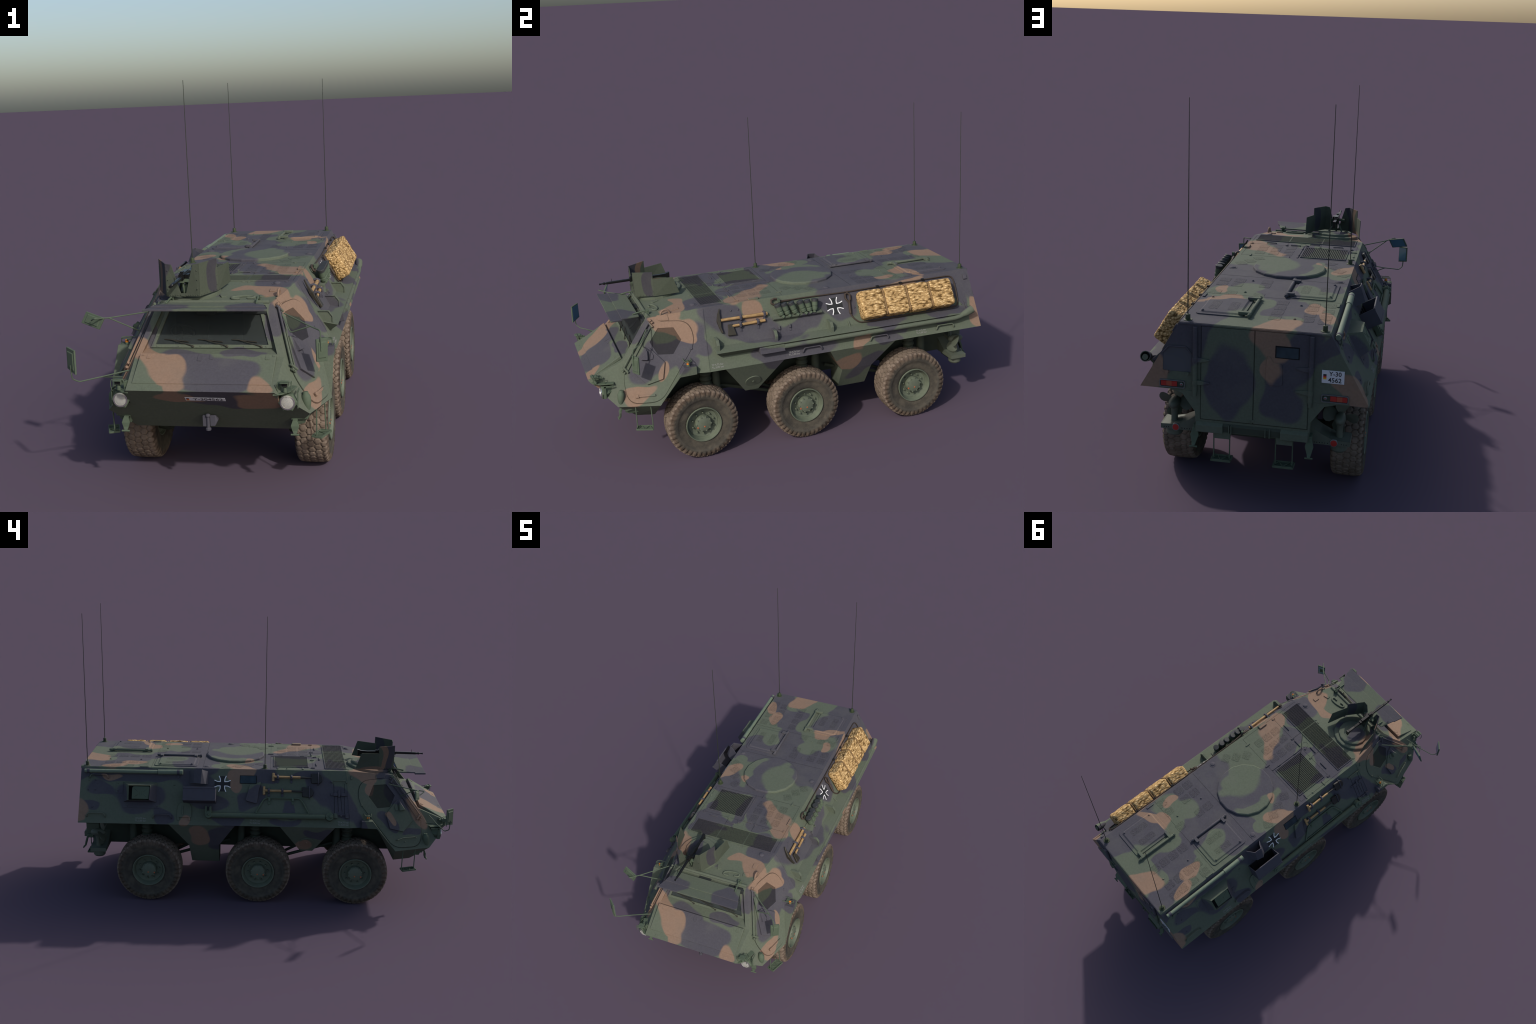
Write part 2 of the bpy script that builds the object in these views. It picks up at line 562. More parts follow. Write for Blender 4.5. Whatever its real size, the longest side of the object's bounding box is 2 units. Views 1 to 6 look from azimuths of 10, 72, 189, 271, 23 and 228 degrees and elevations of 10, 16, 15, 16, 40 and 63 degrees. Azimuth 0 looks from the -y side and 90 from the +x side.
def camo_mat(name, tint=1.0, bump=0.2, rough=0.85, grain=0.0):
    m, N, bs = new_mat(name)
    g = N.n('ShaderNodeGroup')
    g.node_tree = CAMO_GROUP
    c = g.outputs[0]
    h = g.outputs[1]
    if tint != 1.0:
        c = N.n('ShaderNodeVectorMath', operation='SCALE', ins={0: c, 3: tint}).outputs[0]
    if grain:
        v = N.n('ShaderNodeTexVoronoi', ins={'Vector': body_coords(N), 'Scale': 230.0}).outputs['Distance']
        c = N.n('ShaderNodeVectorMath', operation='SCALE',
                ins={0: c, 3: N.math('MULTIPLY_ADD', v, -grain, 1.0 + grain * 0.35)}).outputs[0]
        h = N.math('SUBTRACT', h, v)
    put(N, bs, 'Base Color', c)
    put(N, bs, 'Roughness', rough)
    put(N, bs, 'Specular IOR Level', 0.14)
    b = N.n('ShaderNodeBump', ins={'Height': h, 'Strength': bump, 'Distance': 0.0012})
    N.t.links.new(b.outputs[0], bs.inputs['Normal'])
    return m


CAMO = camo_mat('camouflage_paint')
CAMO_SHIELD = camo_mat('camouflage_shield', tint=0.66)
CAMO_SLAT = camo_mat('camouflage_slat', tint=0.6)
JOINT = camo_mat('camouflage_joint', tint=0.38)
CAMO_PAD = camo_mat('camouflage_anti_slip', tint=0.93, bump=0.8, grain=0.5)
PAINT = simple('olive_green_paint', (0.074, 0.098, 0.066), 0.75, var=0.28, scale=90, bump=0.15, spec=0.2)
PAINT_DARK = simple('dark_grey_paint', (0.054, 0.052, 0.066), 0.75, var=0.28, scale=90, bump=0.15)
UNDER = simple('chassis_paint', (0.035, 0.044, 0.030), 0.75, var=0.35, scale=60, bump=0.2)
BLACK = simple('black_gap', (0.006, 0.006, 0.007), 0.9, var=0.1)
STEEL = simple('dark_steel', (0.045, 0.040, 0.030), 0.5, 0.4, var=0.4, scale=70)
BLADE = simple('shovel_steel', (0.028, 0.026, 0.024), 0.5, 0.3, var=0.4, scale=70)
GUN = simple('gun_metal', (0.022, 0.022, 0.022), 0.35, 0.7, var=0.3, scale=120)
CABLE = simple('rusty_cable', (0.050, 0.036, 0.027), 0.7, 0.2, var=0.4, scale=150)
RUBBERCAP = simple('launcher_cap', (0.030, 0.032, 0.033), 0.6, var=0.3, scale=150)
ANT = simple('antenna_rod', (0.022, 0.028, 0.018), 0.5, var=0.2)
ANT_BASE = simple('antenna_base_paint', (0.030, 0.042, 0.018), 0.6, var=0.2)
TUBE = simple('storage_tube_paint', (0.125, 0.160, 0.112), 0.7, var=0.25, scale=80)
WHITE = simple('white_marking', (0.75, 0.75, 0.75), 0.7, var=0.1)
CROSS = simple('black_marking', (0.016, 0.017, 0.018), 0.7, var=0.15)
PLATE = simple('number_plate', (0.55, 0.56, 0.58), 0.5, var=0.1)
INK = simple('plate_letter', (0.02, 0.02, 0.02), 0.6, var=0.1)
FLAGRED = simple('flag_red', (0.42, 0.02, 0.015), 0.6, var=0.1)
FLAGGOLD = simple('flag_gold', (0.60, 0.33, 0.02), 0.6, var=0.1)
STENCIL = simple('stencil_lettering', (0.22, 0.22, 0.21), 0.8, var=0.3, scale=300)
ORANGE = simple('amber_lens', (0.62, 0.19, 0.012), 0.3, var=0.15, spec=0.5)
RED = simple('red_lens', (0.30, 0.018, 0.012), 0.35, var=0.25, spec=0.5)
REDLIGHT = simple('red_lens_clear', (0.30, 0.06, 0.03), 0.35, var=0.2, spec=0.5)
CHROME = simple('lamp_reflector', (0.62, 0.61, 0.58), 0.18, 0.9, var=0.03)
BOWL = simple('lamp_bowl', (0.30, 0.28, 0.20), 0.22, 0.8, var=0.3, scale=200)
INTERIOR = simple('cab_interior', (0.050, 0.060, 0.052), 0.8, var=0.3, scale=40)
SEAT = simple('seat_cloth', (0.022, 0.026, 0.026), 0.9, var=0.3, scale=80)
MIRROR = simple('mirror_glass', (0.10, 0.20, 0.29), 0.12, 0.35, var=0.1, spec=0.6)  # blue of the reflected sky is put into the base colour
ROPE = simple('net_strap', (0.19, 0.115, 0.05), 0.9, var=0.4, scale=200)
COPPER = simple('wheel_valve', (0.42, 0.13, 0.06), 0.5, 0.3, var=0.2)


def glass_mat(name, tint, grain, alpha=1.0):
    """Thick, slightly dirty armoured glass."""
    m, N, bs = new_mat(name)
    vec = body_coords(N)
    k = N.noise(vec, grain, 2.0).outputs[0]
    c = N.mix(N.step(k, 0.35, 0.75), tint, tuple(t * 1.7 for t in tint))
    put(N, bs, 'Base Color', c)
    put(N, bs, 'Alpha', alpha)
    put(N, bs, 'Roughness', 0.2)
    put(N, bs, 'Specular IOR Level', 0.25)
    return m


GLASS = glass_mat('dark_window_glass', (0.036, 0.042, 0.040), 300.0, 0.62)
GLASS_BLUE = glass_mat('vision_block_glass', (0.018, 0.030, 0.037), 20.0)


def lamp_glass():
    m, N, bs = new_mat('lamp_glass')
    put(N, bs, 'Base Color', (0.9, 0.9, 0.86))
    put(N, bs, 'Alpha', 0.18)
    put(N, bs, 'Roughness', 0.08)
    return m


LENS = lamp_glass()


def wood():
    m, N, bs = new_mat('ash_wood')
    mp = N.n('ShaderNodeMapping', ins={'Vector': body_coords(N), 'Scale': (1.0, 0.12, 1.0)})
    k = N.noise(mp.outputs[0], 260.0, 3.0).outputs[0]
    put(N, bs, 'Base Color', N.mix(N.step(k, 0.3, 0.75), (0.21, 0.125, 0.048), (0.42, 0.27, 0.115)))
    put(N, bs, 'Roughness', 0.65)
    return m


WOOD = wood()


def tyre_rubber():
    """Black rubber with dry mud on the tread and the shoulder; wheel axis is local x."""
    m, N, bs = new_mat('muddy_tyre_rubber')
    vec = N.n('ShaderNodeTexCoord').outputs['Object']
    sep = N.n('ShaderNodeSeparateXYZ', ins={0: vec})
    r = N.math('POWER', N.math('ADD', N.math('MULTIPLY', sep.outputs[1], sep.outputs[1]),
                               N.math('MULTIPLY', sep.outputs[2], sep.outputs[2])), 0.5)
    nz = N.noise(vec, 26.0, 5.0).outputs[0]
    fine = N.noise(vec, 190.0, 3.0).outputs[0]
    rr = N.math('MULTIPLY_ADD', N.math('SUBTRACT', nz, 0.5), 0.045, r)
    mud = N.step(rr, 0.136, 0.158)
    c = N.mix(N.step(nz, 0.33, 0.72), (0.040, 0.038, 0.033), (0.088, 0.078, 0.060))
    c = N.mix(N.math('MULTIPLY', fine, 0.4), c, (0.075, 0.062, 0.048))
    # faint moulded rings
    ring = N.math('SINE', N.math('MULTIPLY', r, 1400.0))
    band = N.math('MULTIPLY', N.step(r, 0.126, 0.130), N.math('SUBTRACT', 1.0, N.step(r, 0.137, 0.141)))
    c = N.mix(N.math('MULTIPLY', N.math('MULTIPLY', band, N.step(ring, 0.2, 0.9)), 0.35), c, (0.11, 0.105, 0.095))
    groove = N.step(N.math('ADD', r, N.math('MULTIPLY', N.math('SUBTRACT', fine, 0.5), 0.006)), 0.160, 0.1725)
    mudc = N.mix(groove, (0.058, 0.040, 0.029), (0.190, 0.148, 0.115))
    mudc = N.mix(N.step(nz, 0.3, 0.7), mudc, (0.110, 0.084, 0.064))
    sh = N.math('ABSOLUTE', sep.outputs[0])
    mudc = N.mix(N.math('MULTIPLY', N.step(sh, 0.054, 0.0585), groove), mudc, (0.23, 0.18, 0.145))
    c = N.mix(mud, c, mudc)
    put(N, bs, 'Base Color', c)
    put(N, bs, 'Roughness', 0.95)
    put(N, bs, 'Specular IOR Level', 0.12)
    b = N.n('ShaderNodeBump', ins={'Height': fine, 'Strength': 0.6, 'Distance': 0.002})
    N.t.links.new(b.outputs[0], bs.inputs['Normal'])
    return m


TYRE = tyre_rubber()


def straw():
    """Woven straw-coloured scrim: short slanted strands with dark gaps."""
    m, N, bs = new_mat('straw_scrim_net')
    vec = body_coords(N)
    nz = N.noise(vec, 30.0, 3.0)
    dv = N.n('ShaderNodeVectorMath', operation='MULTIPLY_ADD', ins={0: nz.outputs[1], 1: (0.012, 0.012, 0.012), 2: vec}).outputs[0]
    hs = []
    for ang, sc in ((0.65, (1.0, 0.42, 1.25)), (-0.75, (1.1, 0.45, 1.3))):
        mp = N.n('ShaderNodeMapping', ins={'Vector': dv, 'Rotation': (ang, 0.0, 0.0), 'Scale': sc})
        hs.append(N.n('ShaderNodeTexVoronoi', feature='F1', ins={'Vector': mp.outputs[0], 'Scale': 92.0}).outputs['Distance'])
    h = N.math('SUBTRACT', 1.0, N.math('MINIMUM', hs[0], N.math('ADD', hs[1], 0.12)))
    fine = N.noise(vec, 240.0, 2.0).outputs[0]
    h = N.math('MULTIPLY_ADD', N.math('SUBTRACT', fine, 0.5), 0.35, h)
    c = N.mix(N.step(h, 0.26, 0.56), (0.12, 0.068, 0.024), (0.42, 0.27, 0.115))
    c = N.mix(N.step(h, 0.62, 0.92), c, (0.80, 0.58, 0.30))  # highlight colour painted on strand crests, gaps darkened by height
    put(N, bs, 'Base Color', c)
    put(N, bs, 'Roughness', 0.95)
    put(N, bs, 'Specular IOR Level', 0.1)
    b = N.n('ShaderNodeBump', ins={'Height': h, 'Strength': 0.8, 'Distance': 0.005})
    N.t.links.new(b.outputs[0], bs.inputs['Normal'])
    return m


STRAW = straw()


# ------------------------------------------------------------------ hull
def build_hull():
    half = {
        'A': (0.2775, 0.979, 0.712), 'B': (0.429, 0.979, 0.445),
        'C': (0.2765, -0.434, 0.712), 'D': (0.429, -0.456, 0.445),
        'E': (0.2195, -0.690, 0.680), 'F': (0.2755, -0.827, 0.512),
        'G': (0.2640, -0.9985, 0.4355), 'H': (0.3705, -0.885, 0.3245),
        'I': (0.4305, -0.697, 0.322), 'J': (0.3895, -0.595, 0.442),
        'L': (0.2940, -0.793, 0.233), 'M': (0.2940, -0.706, 0.221),
        'N': (0.2100, -0.600, 0.442),
    }
    idx, vs = {}, []
    for k, (h, y, z) in half.items():
        for s in SIDES:
            idx[k, s] = len(vs)
            vs.append((hx(s, h), y, z))
    F = []
    for s in SIDES:
        F += [[idx[k, s] for k in q] for q in ('CABD', 'CDJIHGFE', 'HLI', 'LMI', 'IMNJ')]

    def span(*ks):
        return [idx[k, 1] for k in ks] + [idx[k, -1] for k in reversed(ks)]
    F += [span('A', 'C'), span('C', 'E'), span('E', 'F'), span('F', 'G'), span('G', 'H', 'L'), span('L', 'M'),
          span('M', 'N'), span('N', 'J', 'D', 'B'), span('A', 'B')]
    g = Geo()
    g.add(vs, F)
    o = g.obj('hull', CAMO)
    cutters = []
    # windscreen bay: deep at the sill, running out at the roof
    prof = [(-0.835, 0.5165), (-0.778, 0.5285), (-0.689, 0.668), (-0.75, 0.72), (-0.90, 0.56)]

    def bay(u, v, w):
        k = (v - 0.5165) / (0.668 - 0.5165)
        return (CX + w * (0.2525 - 0.058 * k), u, v)
    c = Geo()
    c.loft([[bay(u, v, -1) for u, v in prof], [bay(u, v, 1) for u, v in prof]])
    cutters.append(c)
    for s in SIDES:
        # lamp pockets in the nose corners
        c = Geo()
        c.hexa([(hx(s, a), y, z) for z, q in ((0.368, 1), (0.4215, 0)) for a, y in
                ((0.272, -1.1), (0.5, -1.1), (0.5, -0.917 if q else -0.889), (0.272, -0.917 if q else -0.889))])
        cutters.append(c)
        c = Geo()
        c.prism(flank(s), HEX, -0.10, 0.03)
        cutters.append(c)
    # cab interior: a hollow behind the windows
    prof = [(-0.80, 0.36), (-0.762, 0.535), (-0.684, 0.662), (-0.47, 0.690), (-0.47, 0.36)]
    c = Geo()
    c.loft([[(CX + w * (0.345 - 0.45 * (z - 0.36)), y, z) for y, z in prof] for w in (-1, 1)])
    cutters.append(c)
    c = Geo()
    c.prism(ws, PANE, -0.06, 0.02)
    cutters.append(c)
    # air intake pocket in the stern
    c = Geo()
    c.prism(rear, INTAKE_OUTLINE, -0.030, 0.02)
    cutters.append(c)
    cut(o, cutters)
    m = o.modifiers.new('edge', 'BEVEL')
    m.width, m.segments, m.limit_method, m.angle_limit = 0.0022, 2, 'ANGLE', math.radians(18)
    return o


# windscreen plane
WS_UP = Vector((0, 0.089, 0.1395)).normalized()
WS_N = Vector((0, -0.843, 0.538))
WS_O = Vector((CX, -0.778, 0.5285))


def ws(u, v, w=0.0):
    return WS_O + Vector((u, 0, 0)) + WS_UP * v + WS_N * w


PANE = [(-0.212, 0.014), (0.212, 0.014), (0.172, 0.146), (-0.172, 0.146)]
INTAKE_OUTLINE = [(0.365, 0.588), (0.343, 0.614), (0.278, 0.617), (0.257, 0.592), (0.258, 0.516), (0.341, 0.516), (0.366, 0.518)]
HEX = [(-0.651, 0.636), (-0.580, 0.636), (-0.555, 0.584), (-0.602, 0.527), (-0.670, 0.528), (-0.697, 0.580)]
DOOR = [(-0.690, 0.650), (-0.630, 0.664), (-0.508, 0.660), (-0.494, 0.570), (-0.690, 0.338), (-0.836, 0.335), (-0.842, 0.455)]
HULL = build_hull()

# seams that read as thin raised welds or dark joints are strips a millimetre or two proud
def strip(fn, a, b, wid, w0, w1, g):
    a, b = Vector(a), Vector(b)
    d = (b - a).normalized()
    p = Vector((-d.y, d.x)) * wid / 2
    return g.prism(fn, [tuple(a - p), tuple(b - p), tuple(b + p), tuple(a + p)], w0, w1)


def seams():
    g = Geo()
    for x0, x1, y in ((-0.25, 0.30, 0.6065), (-0.25, 0.30, 0.331), (-0.236, 0.286, -0.030), (-0.214, 0.277, -0.2575)):
        strip(roof, (x0, y), (x1, y), 0.0014, -0.001, 0.0004, g)
    for x in (-0.059, 0.103):
        strip(roof, (x, -0.2575), (x, -0.322), 0.002, -0.001, 0.0005, g)
    for x in (0.2855, -0.2365):
        strip(roof, (x, -0.43), (x, -0.03), 0.0014, -0.001, 0.0004, g)
    g.obj('panel_joint', JOINT)
    g = Geo()
    for s in SIDES:
        f = side(s)
        strip(f, (-0.4345, 0.706), (-0.455, 0.449), 0.005, -0.002, 0.0016, g)
    g.obj('weld_seam', CAMO, bevel=0.0006)


seams()


def tub():
    g = Geo()
    sec = [(-0.690, 0.252), (0.853, 0.259), (0.955, 0.292), (0.955, 0.47), (-0.66, 0.47)]
    g.loft([[(hx(-1, 0.2135), y, z) for y, z in sec], [(hx(1, 0.2135), y, z) for y, z in sec]])
    g.obj('lower_hull', UNDER, bevel=0.003)
    # rear wall below the sponsons, with the wheel and propeller cut-outs
    g = Geo()
    pts = [(0.318, 0.4449), (0.267, 0.431), (0.2175, 0.362), (0.2135, 0.288)]
    poly = [(hx(1, a), z) for a, z in pts] + [(hx(-1, a), z) for a, z in reversed(pts)]
    g.prism(rear, poly, -0.07, 0.0)
    g.obj('rear_wall', CAMO, bevel=0.0012)
    # belly plates between the wheels lean inwards
    for s in SIDES:
        def sk(y, z, w=0.0, s=s):
            h = 0.4285 - 0.53 * (0.445 - z) if z > 0.30 else 0.3517 - 0.60 * (0.30 - z)
            return Vector((hx(s, h) + s * w, y, z))
        for name, poly in (('belly_skirt', [(-0.378, 0.4448), (-0.2635, 0.279), (-0.198, 0.279), (-0.085, 0.4448)]),
                           ('belly_skirt', [(0.150, 0.4448), (0.238, 0.305), (0.240, 0.187), (0.389, 0.187), (0.399, 0.305), (0.500, 0.4448)])):
            g = Geo()
            n = len(poly)
            inner = [(hx(s, 0.20), y, z) for y, z in poly]
            g.loft([inner, [sk(y, z) for y, z in poly]])
            g.obj(name, CAMO, bevel=0.0015)
        g = Geo()
        n = Vector((s * 0.835, 0, -0.55))
        g.lathe(sk(-0.2305, 0.338), n, [(0.0395, -0.002), (0.0395, 0.0012), (0.0375, 0.0024), (0.0, 0.0024)], 28)
        g.lathe(sk(-0.2305, 0.338), n, [(0.006, 0.002), (0.006, 0.005), (0.003, 0.006)], 12)
        g.obj('inspection_cover', CAMO, smooth=30)


tub()


# ------------------------------------------------------------------ cab
def cab():
    # bonnet lid: flush at the nose, standing proud at its rear edge
    g = Geo()
    lo = [(-0.2505, 0.035), (0.2505, 0.035), (0.2515, 0.1815), (-0.2515, 0.1815)]
    f = lambda u, v, w: hood_plane(CX + u, v, w)
    g.loft([[f(u, v, -0.004) for u, v in lo], [f(u, v, 0.0045 if v < 0.1 else 0.0125) for u, v in lo]])
    g.obj('engine_hood', CAMO, bevel=0.0018)
    g = Geo()
    g.prism(f, [(-0.246, 0.004), (0.246, 0.004), (0.2495, 0.0335), (-0.2495, 0.0335)], -0.003, 0.0015)
    g.obj('hood_lip', CAMO, bevel=0.001)
    g = Geo()
    for x, t, w, h in ((-0.215, 0.165, 0.016, 0.022), (-0.238, 0.172, 0.010, 0.010), (-0.025, 0.160, 0.015, 0.034), (0.018, 0.164, 0.016, 0.022),
                       (0.222, 0.163, 0.016, 0.022), (0.243, 0.172, 0.010, 0.010)):
        lift = 0.0045 + 0.008 * (t - 0.035) / 0.1465
        g.prism(f, rrect(x, t, w, h, 0.002, 2), lift - 0.002, lift + 0.0018)
    for x in (-0.20, 0.0, 0.205):
        g.prism(f, rrect(x, 0.010, 0.017, 0.014, 0.002, 2), 0.0, 0.0032)
    g.obj('hood_latch', CAMO, bevel=0.0005)
    # windscreen: pane, bolted frame and sill
    nrm = WS_N
    glass = PANE
    frame = [(-0.230, 0.001), (0.230, 0.001), (0.182, 0.158), (-0.182, 0.158)]
    g = Geo()
    g.add([ws(u, v, 0.0005) for u, v in glass], [(0, 1, 2, 3)])
    g.obj('windshield', GLASS)
    g = Geo()
    n = 4
    ring = []
    for lo_w, hi_w in ((-0.002, 0.006),):
        vs = [ws(u, v, lo_w) for u, v in frame] + [ws(u, v, hi_w) for u, v in frame] + \
             [ws(u, v, hi_w) for u, v in glass] + [ws(u, v, lo_w) for u, v in glass]
        fs = []
        for i in range(4):
            j = (i + 1) % 4
            fs += [(i, j, 4 + j, 4 + i), (4 + i, 4 + j, 8 + j, 8 + i), (8 + i, 8 + j, 12 + j, 12 + i)]
        g.add(vs, fs)
    g.obj('windshield_frame', CAMO, bevel=0.001)
    g = Geo()
    for i in range(6):
        g.lathe(ws(-0.205 + 0.082 * i, 0.0075, 0.006), nrm, [(0.0034, -0.001), (0.003, 0.0018), (0.001, 0.0024)], 8)
    for s in SIDES:
        for t in (0.045, 0.105):
            g.lathe(ws(s * (0.219 - 0.305 * t), t, 0.006), nrm, [(0.0034, -0.001), (0.003, 0.0018), (0.001, 0.0024)], 8)
    o = g.obj('frame_bolt', CAMO, smooth=40)
    o['kind'] = 'stuff'
    # interior shapes that show through the pane as darker blocks are left to the dark glass
    for i in range(3):
        g = Geo()
        x0 = -0.068 + 0.128 * i
        g.tube([ws(x0, 0.006, 0.009), ws(x0 - 0.025, 0.014, 0.009), ws(x0 - 0.088, 0.032, 0.007)], 0.0022, 6, r1=0.0013)
        g.tube([ws(x0 - 0.112, 0.034, 0.004), ws(x0 - 0.088, 0.032, 0.005), ws(x0 - 0.018, 0.024, 0.004)], 0.0016, 6)
        g.tube([ws(x0 - 0.112, 0.034, 0.004), ws(x0 - 0.06, 0.029, 0.005), ws(x0 - 0.022, 0.026, 0.006)], 0.0010, 6)
        g.lathe(ws(x0, 0.006, 0.003), nrm, [(0.0045, 0), (0.004, 0.009), (0.001, 0.010)], 10)
        g.obj('windshield_wiper', STEEL, smooth=40)
    # rolled front edge of the roof
    g = Geo()
    pts = [(hx(-1, 0.208), -0.6845, 0.6815), (hx(1, 0.208), -0.6845, 0.6815)]
    g.tube(pts, 0.0085, 12)
    g.obj('roof_edge_roll', CAMO, smooth=40)
    # armoured visor folded up over the windscreen
    g = Geo()
    top = [(-0.190, -0.724, 0.688), (0.190, -0.724, 0.688), (0.2125, -0.810, 0.694), (-0.2125, -0.810, 0.694)]
    g.hexa([(CX + x, y, z - 0.005) for x, y, z in top] + [(CX + x, y, z + 0.001) for x, y, z in top])
    top = [(-0.214, -0.8085, 0.690), (0.214, -0.8085, 0.690), (0.2285, -0.8635, 0.6955), (-0.2285, -0.8635, 0.6955)]
    g.hexa([(CX + x, y, z - 0.0075) for x, y, z in top] + [(CX + x, y, z) for x, y, z in top])
    g.obj('visor', CAMO, bevel=0.001)
    g = Geo()
    for s in SIDES:
        x = hx(s, 0.166)
        g.tube([(x, -0.676, 0.688), (x, -0.690, 0.702), (hx(s, 0.168), -0.725, 0.698), (hx(s, 0.17), -0.752, 0.693)], 0.0038, 6)
        for d in (-0.006, 0.006):
            g.box((x + d, -0.679, 0.692), (0.004, 0.016, 0.026))
        g.lathe((x - 0.010, -0.679, 0.700), (1, 0, 0), [(0.003, 0), (0.003, 0.02)], 8)
    g.obj('visor_hinge', PAINT, bevel=0.0006)
    # doors with hexagonal armoured windows
    for s in SIDES:
        f = flank(s)
        g = Geo()
        poly = rounded(DOOR, [0.03, 0.03, 0.05, 0.05, 0.045, 0.05, 0.05], 6)
        g.prism(f, poly, -0.003, 0.0032)
        d = g.obj('door', CAMO)
        c = Geo()
        c.prism(f, HEX, -0.02, 0.03)
        cut(d, [c])
        m = d.modifiers.new('edge', 'BEVEL')
        m.width, m.segments, m.limit_method, m.angle_limit = 0.0014, 2, 'ANGLE', math.radians(40)
        g = Geo()
        g.add([f(y, z, -0.008) for y, z in HEX], [tuple(range(6))])
        g.obj('door_window', GLASS, d)
        # thin darker plate that shows as a line round the door
        g = Geo()
        pl = [(-0.690, 0.650), (-0.630, 0.664), (-0.508, 0.660), (-0.494, 0.570), (-0.690, 0.338), (-0.836, 0.335), (-0.842, 0.455)]
        out = rounded([(y + 0.0026 * (1 if y > -0.66 else -1), z + 0.0026 * (1 if z > 0.5 else -1)) for y, z in pl],
                      [0.03, 0.03, 0.05, 0.05, 0.045, 0.05, 0.05], 6)
        g.prism(f, out, -0.002, 0.0006)
        g.obj('door_dark_outline', JOINT, d)
        # drop-down armour flap for the window
        g = Geo()
        plate = [(-0.736, 0.560), (-0.702, 0.556), (-0.645, 0.495), (-0.665, 0.427), (-0.739, 0.407), (-0.789, 0.454)]
        g.prism(f, plate, 0.002, 0.0125)
        g.obj('window_flap', CAMO, d, bevel=0.0012)
        g = Geo()
        g.prism(f, [(-0.7475, 0.507), (-0.7155, 0.505), (-0.707, 0.553), (-0.7185, 0.561)], 0.011, 0.015,
                [(-0.7475, 0.507), (-0.7155, 0.505), (-0.710, 0.550), (-0.716, 0.557)])
        g.prism(f, [(-0.7475, 0.507), (-0.7155, 0.505), (-0.709, 0.545), (-0.7195, 0.557)], 0.011, 0.027,
                [(-0.7450, 0.506), (-0.7165, 0.504), (-0.714, 0.540), (-0.719, 0.540)])
        g.prism(f, [(-0.7065, 0.535), (-0.697, 0.538), (-0.690, 0.524), (-0.696, 0.508), (-0.712, 0.506)], 0.006, 0.017)
        g.obj('flap_latch', CAMO, d, bevel=0.0012)
        # long hinge bar along the pillar
        g = Geo()
        g.tube([f(-0.686, 0.661, 0.012), f(-0.832, 0.478, 0.012)], 0.0042, 8)
        g.tube([f(-0.674, 0.650, 0.008), f(-0.818, 0.466, 0.008)], 0.0026, 6)
        for y, z in ((-0.684, 0.655), (-0.826, 0.474)):
            d1 = (f(-0.674, 0.645) - f(-0.690, 0.665)).normalized()
            p = f(y, z, 0.011)
            g.tube([p - d1 * 0.016, p + d1 * 0.022], 0.0052, 8)
            q = f(y - 0.009, z - 0.010, 0.009) if z < 0.5 else f(y + 0.009, z + 0.010, 0.009)
            g.tube([q - d1 * 0.010, q - d1 * 0.001], 0.0060, 8)
            g.tube([q + d1 * 0.003, q + d1 * 0.011], 0.0055, 8)
        g.obj('hinge_bar', CAMO, d, smooth=40)
        # latch handle
        g = Geo()
        if s > 0:
            g.prism(f, [(-0.802, 0.359), (-0.712, 0.361), (-0.712, 0.369), (-0.802, 0.367)], 0.003, 0.010)
            g.prism(f, [(-0.802, 0.357), (-0.786, 0.357), (-0.786, 0.369), (-0.802, 0.369)], 0.003, 0.013)
        else:
            g.tube([f(-0.700, 0.372, 0.004), f(-0.706, 0.371, 0.014), f(-0.735, 0.378, 0.014), f(-0.80, 0.378, 0.012), f(-0.812, 0.376, 0.003)], 0.003, 6)
            g.ball(f(-0.748, 0.362, 0.004), (0.004, 0.004, 0.004), 10, 6)
        g.obj('door_handle', CAMO, d, bevel=0.0006)
        # small fittings on the flank
        g = Geo()
        g.prism(f, rrect(-0.519, 0.546, 0.012, 0.008, 0.002, 2), -0.001, 0.006)
        g.prism(f, [(-0.648, 0.674), (-0.594, 0.674), (-0.598, 0.690), (-0.646, 0.690)], -0.002, 0.003)
        g.obj('flank_fitting', CAMO, d, bevel=0.0008)
        # footstep
        step_frame('door_step', s)
        # wheel-arch lip with its flat shelf
        fender(s)
        lamps(s)
        # horn pod
        g = Geo()
        a, b = Vector((hx(s, 0.3535), -0.862, 0.397)), Vector((hx(s, 0.3615), -0.872, 0.326))
        ax = (a - b).normalized()
        g.lathe(b, ax, [(0.004, 0.0), (0.011, 0.012), (0.0165, 0.034), (0.0175, 0.052), (0.014, 0.062), (0.0105, 0.066), (0.0105, 0.071), (0.009, 0.073)], 16)
        g.obj('horn_pod', PAINT, smooth=50)
    # lifting ring and fittings on the cab roof
    g = Geo()
    for s in (1,):
        c0 = Vector((hx(s, 0.231), -0.606, 0.688))
        g.tube([c0 + Vector((0, 0.022 * math.cos(a), 0.022 * math.sin(a) + 0.004)) for a in [math.pi * (i / 12 * 1.16 - 0.08) for i in range(13)]], 0.0048, 8)
    g.obj('lifting_ring', CAMO, smooth=50)
    g = Geo()
    for s in SIDES:
        f = flank(s)
        g.prism(f, [(-0.645, 0.667), (-0.594, 0.667), (-0.598, 0.692), (-0.640, 0.690)], -0.004, 0.0035)
    g.obj('lifting_pad', CAMO, bevel=0.001)
    g = Geo()
    for x, y, r in ((0.042, -0.614, 25), (0.224, -0.550, 0), (0.200, -0.616, 105)):
        g.prism(cab_roof, rrect(x, y, 0.022, 0.033, 0.002, 2, math.radians(r)), -0.002, 0.0045)
    g.obj('roof_block', CAMO, bevel=0.0008)
    g = Geo()
    pth = [(0.112, -0.650), (0.090, -0.655), (0.078, -0.645), (0.088, -0.632), (0.125, -0.622), (0.160, -0.622), (0.170, -0.635), (0.160, -0.646), (0.142, -0.644)]
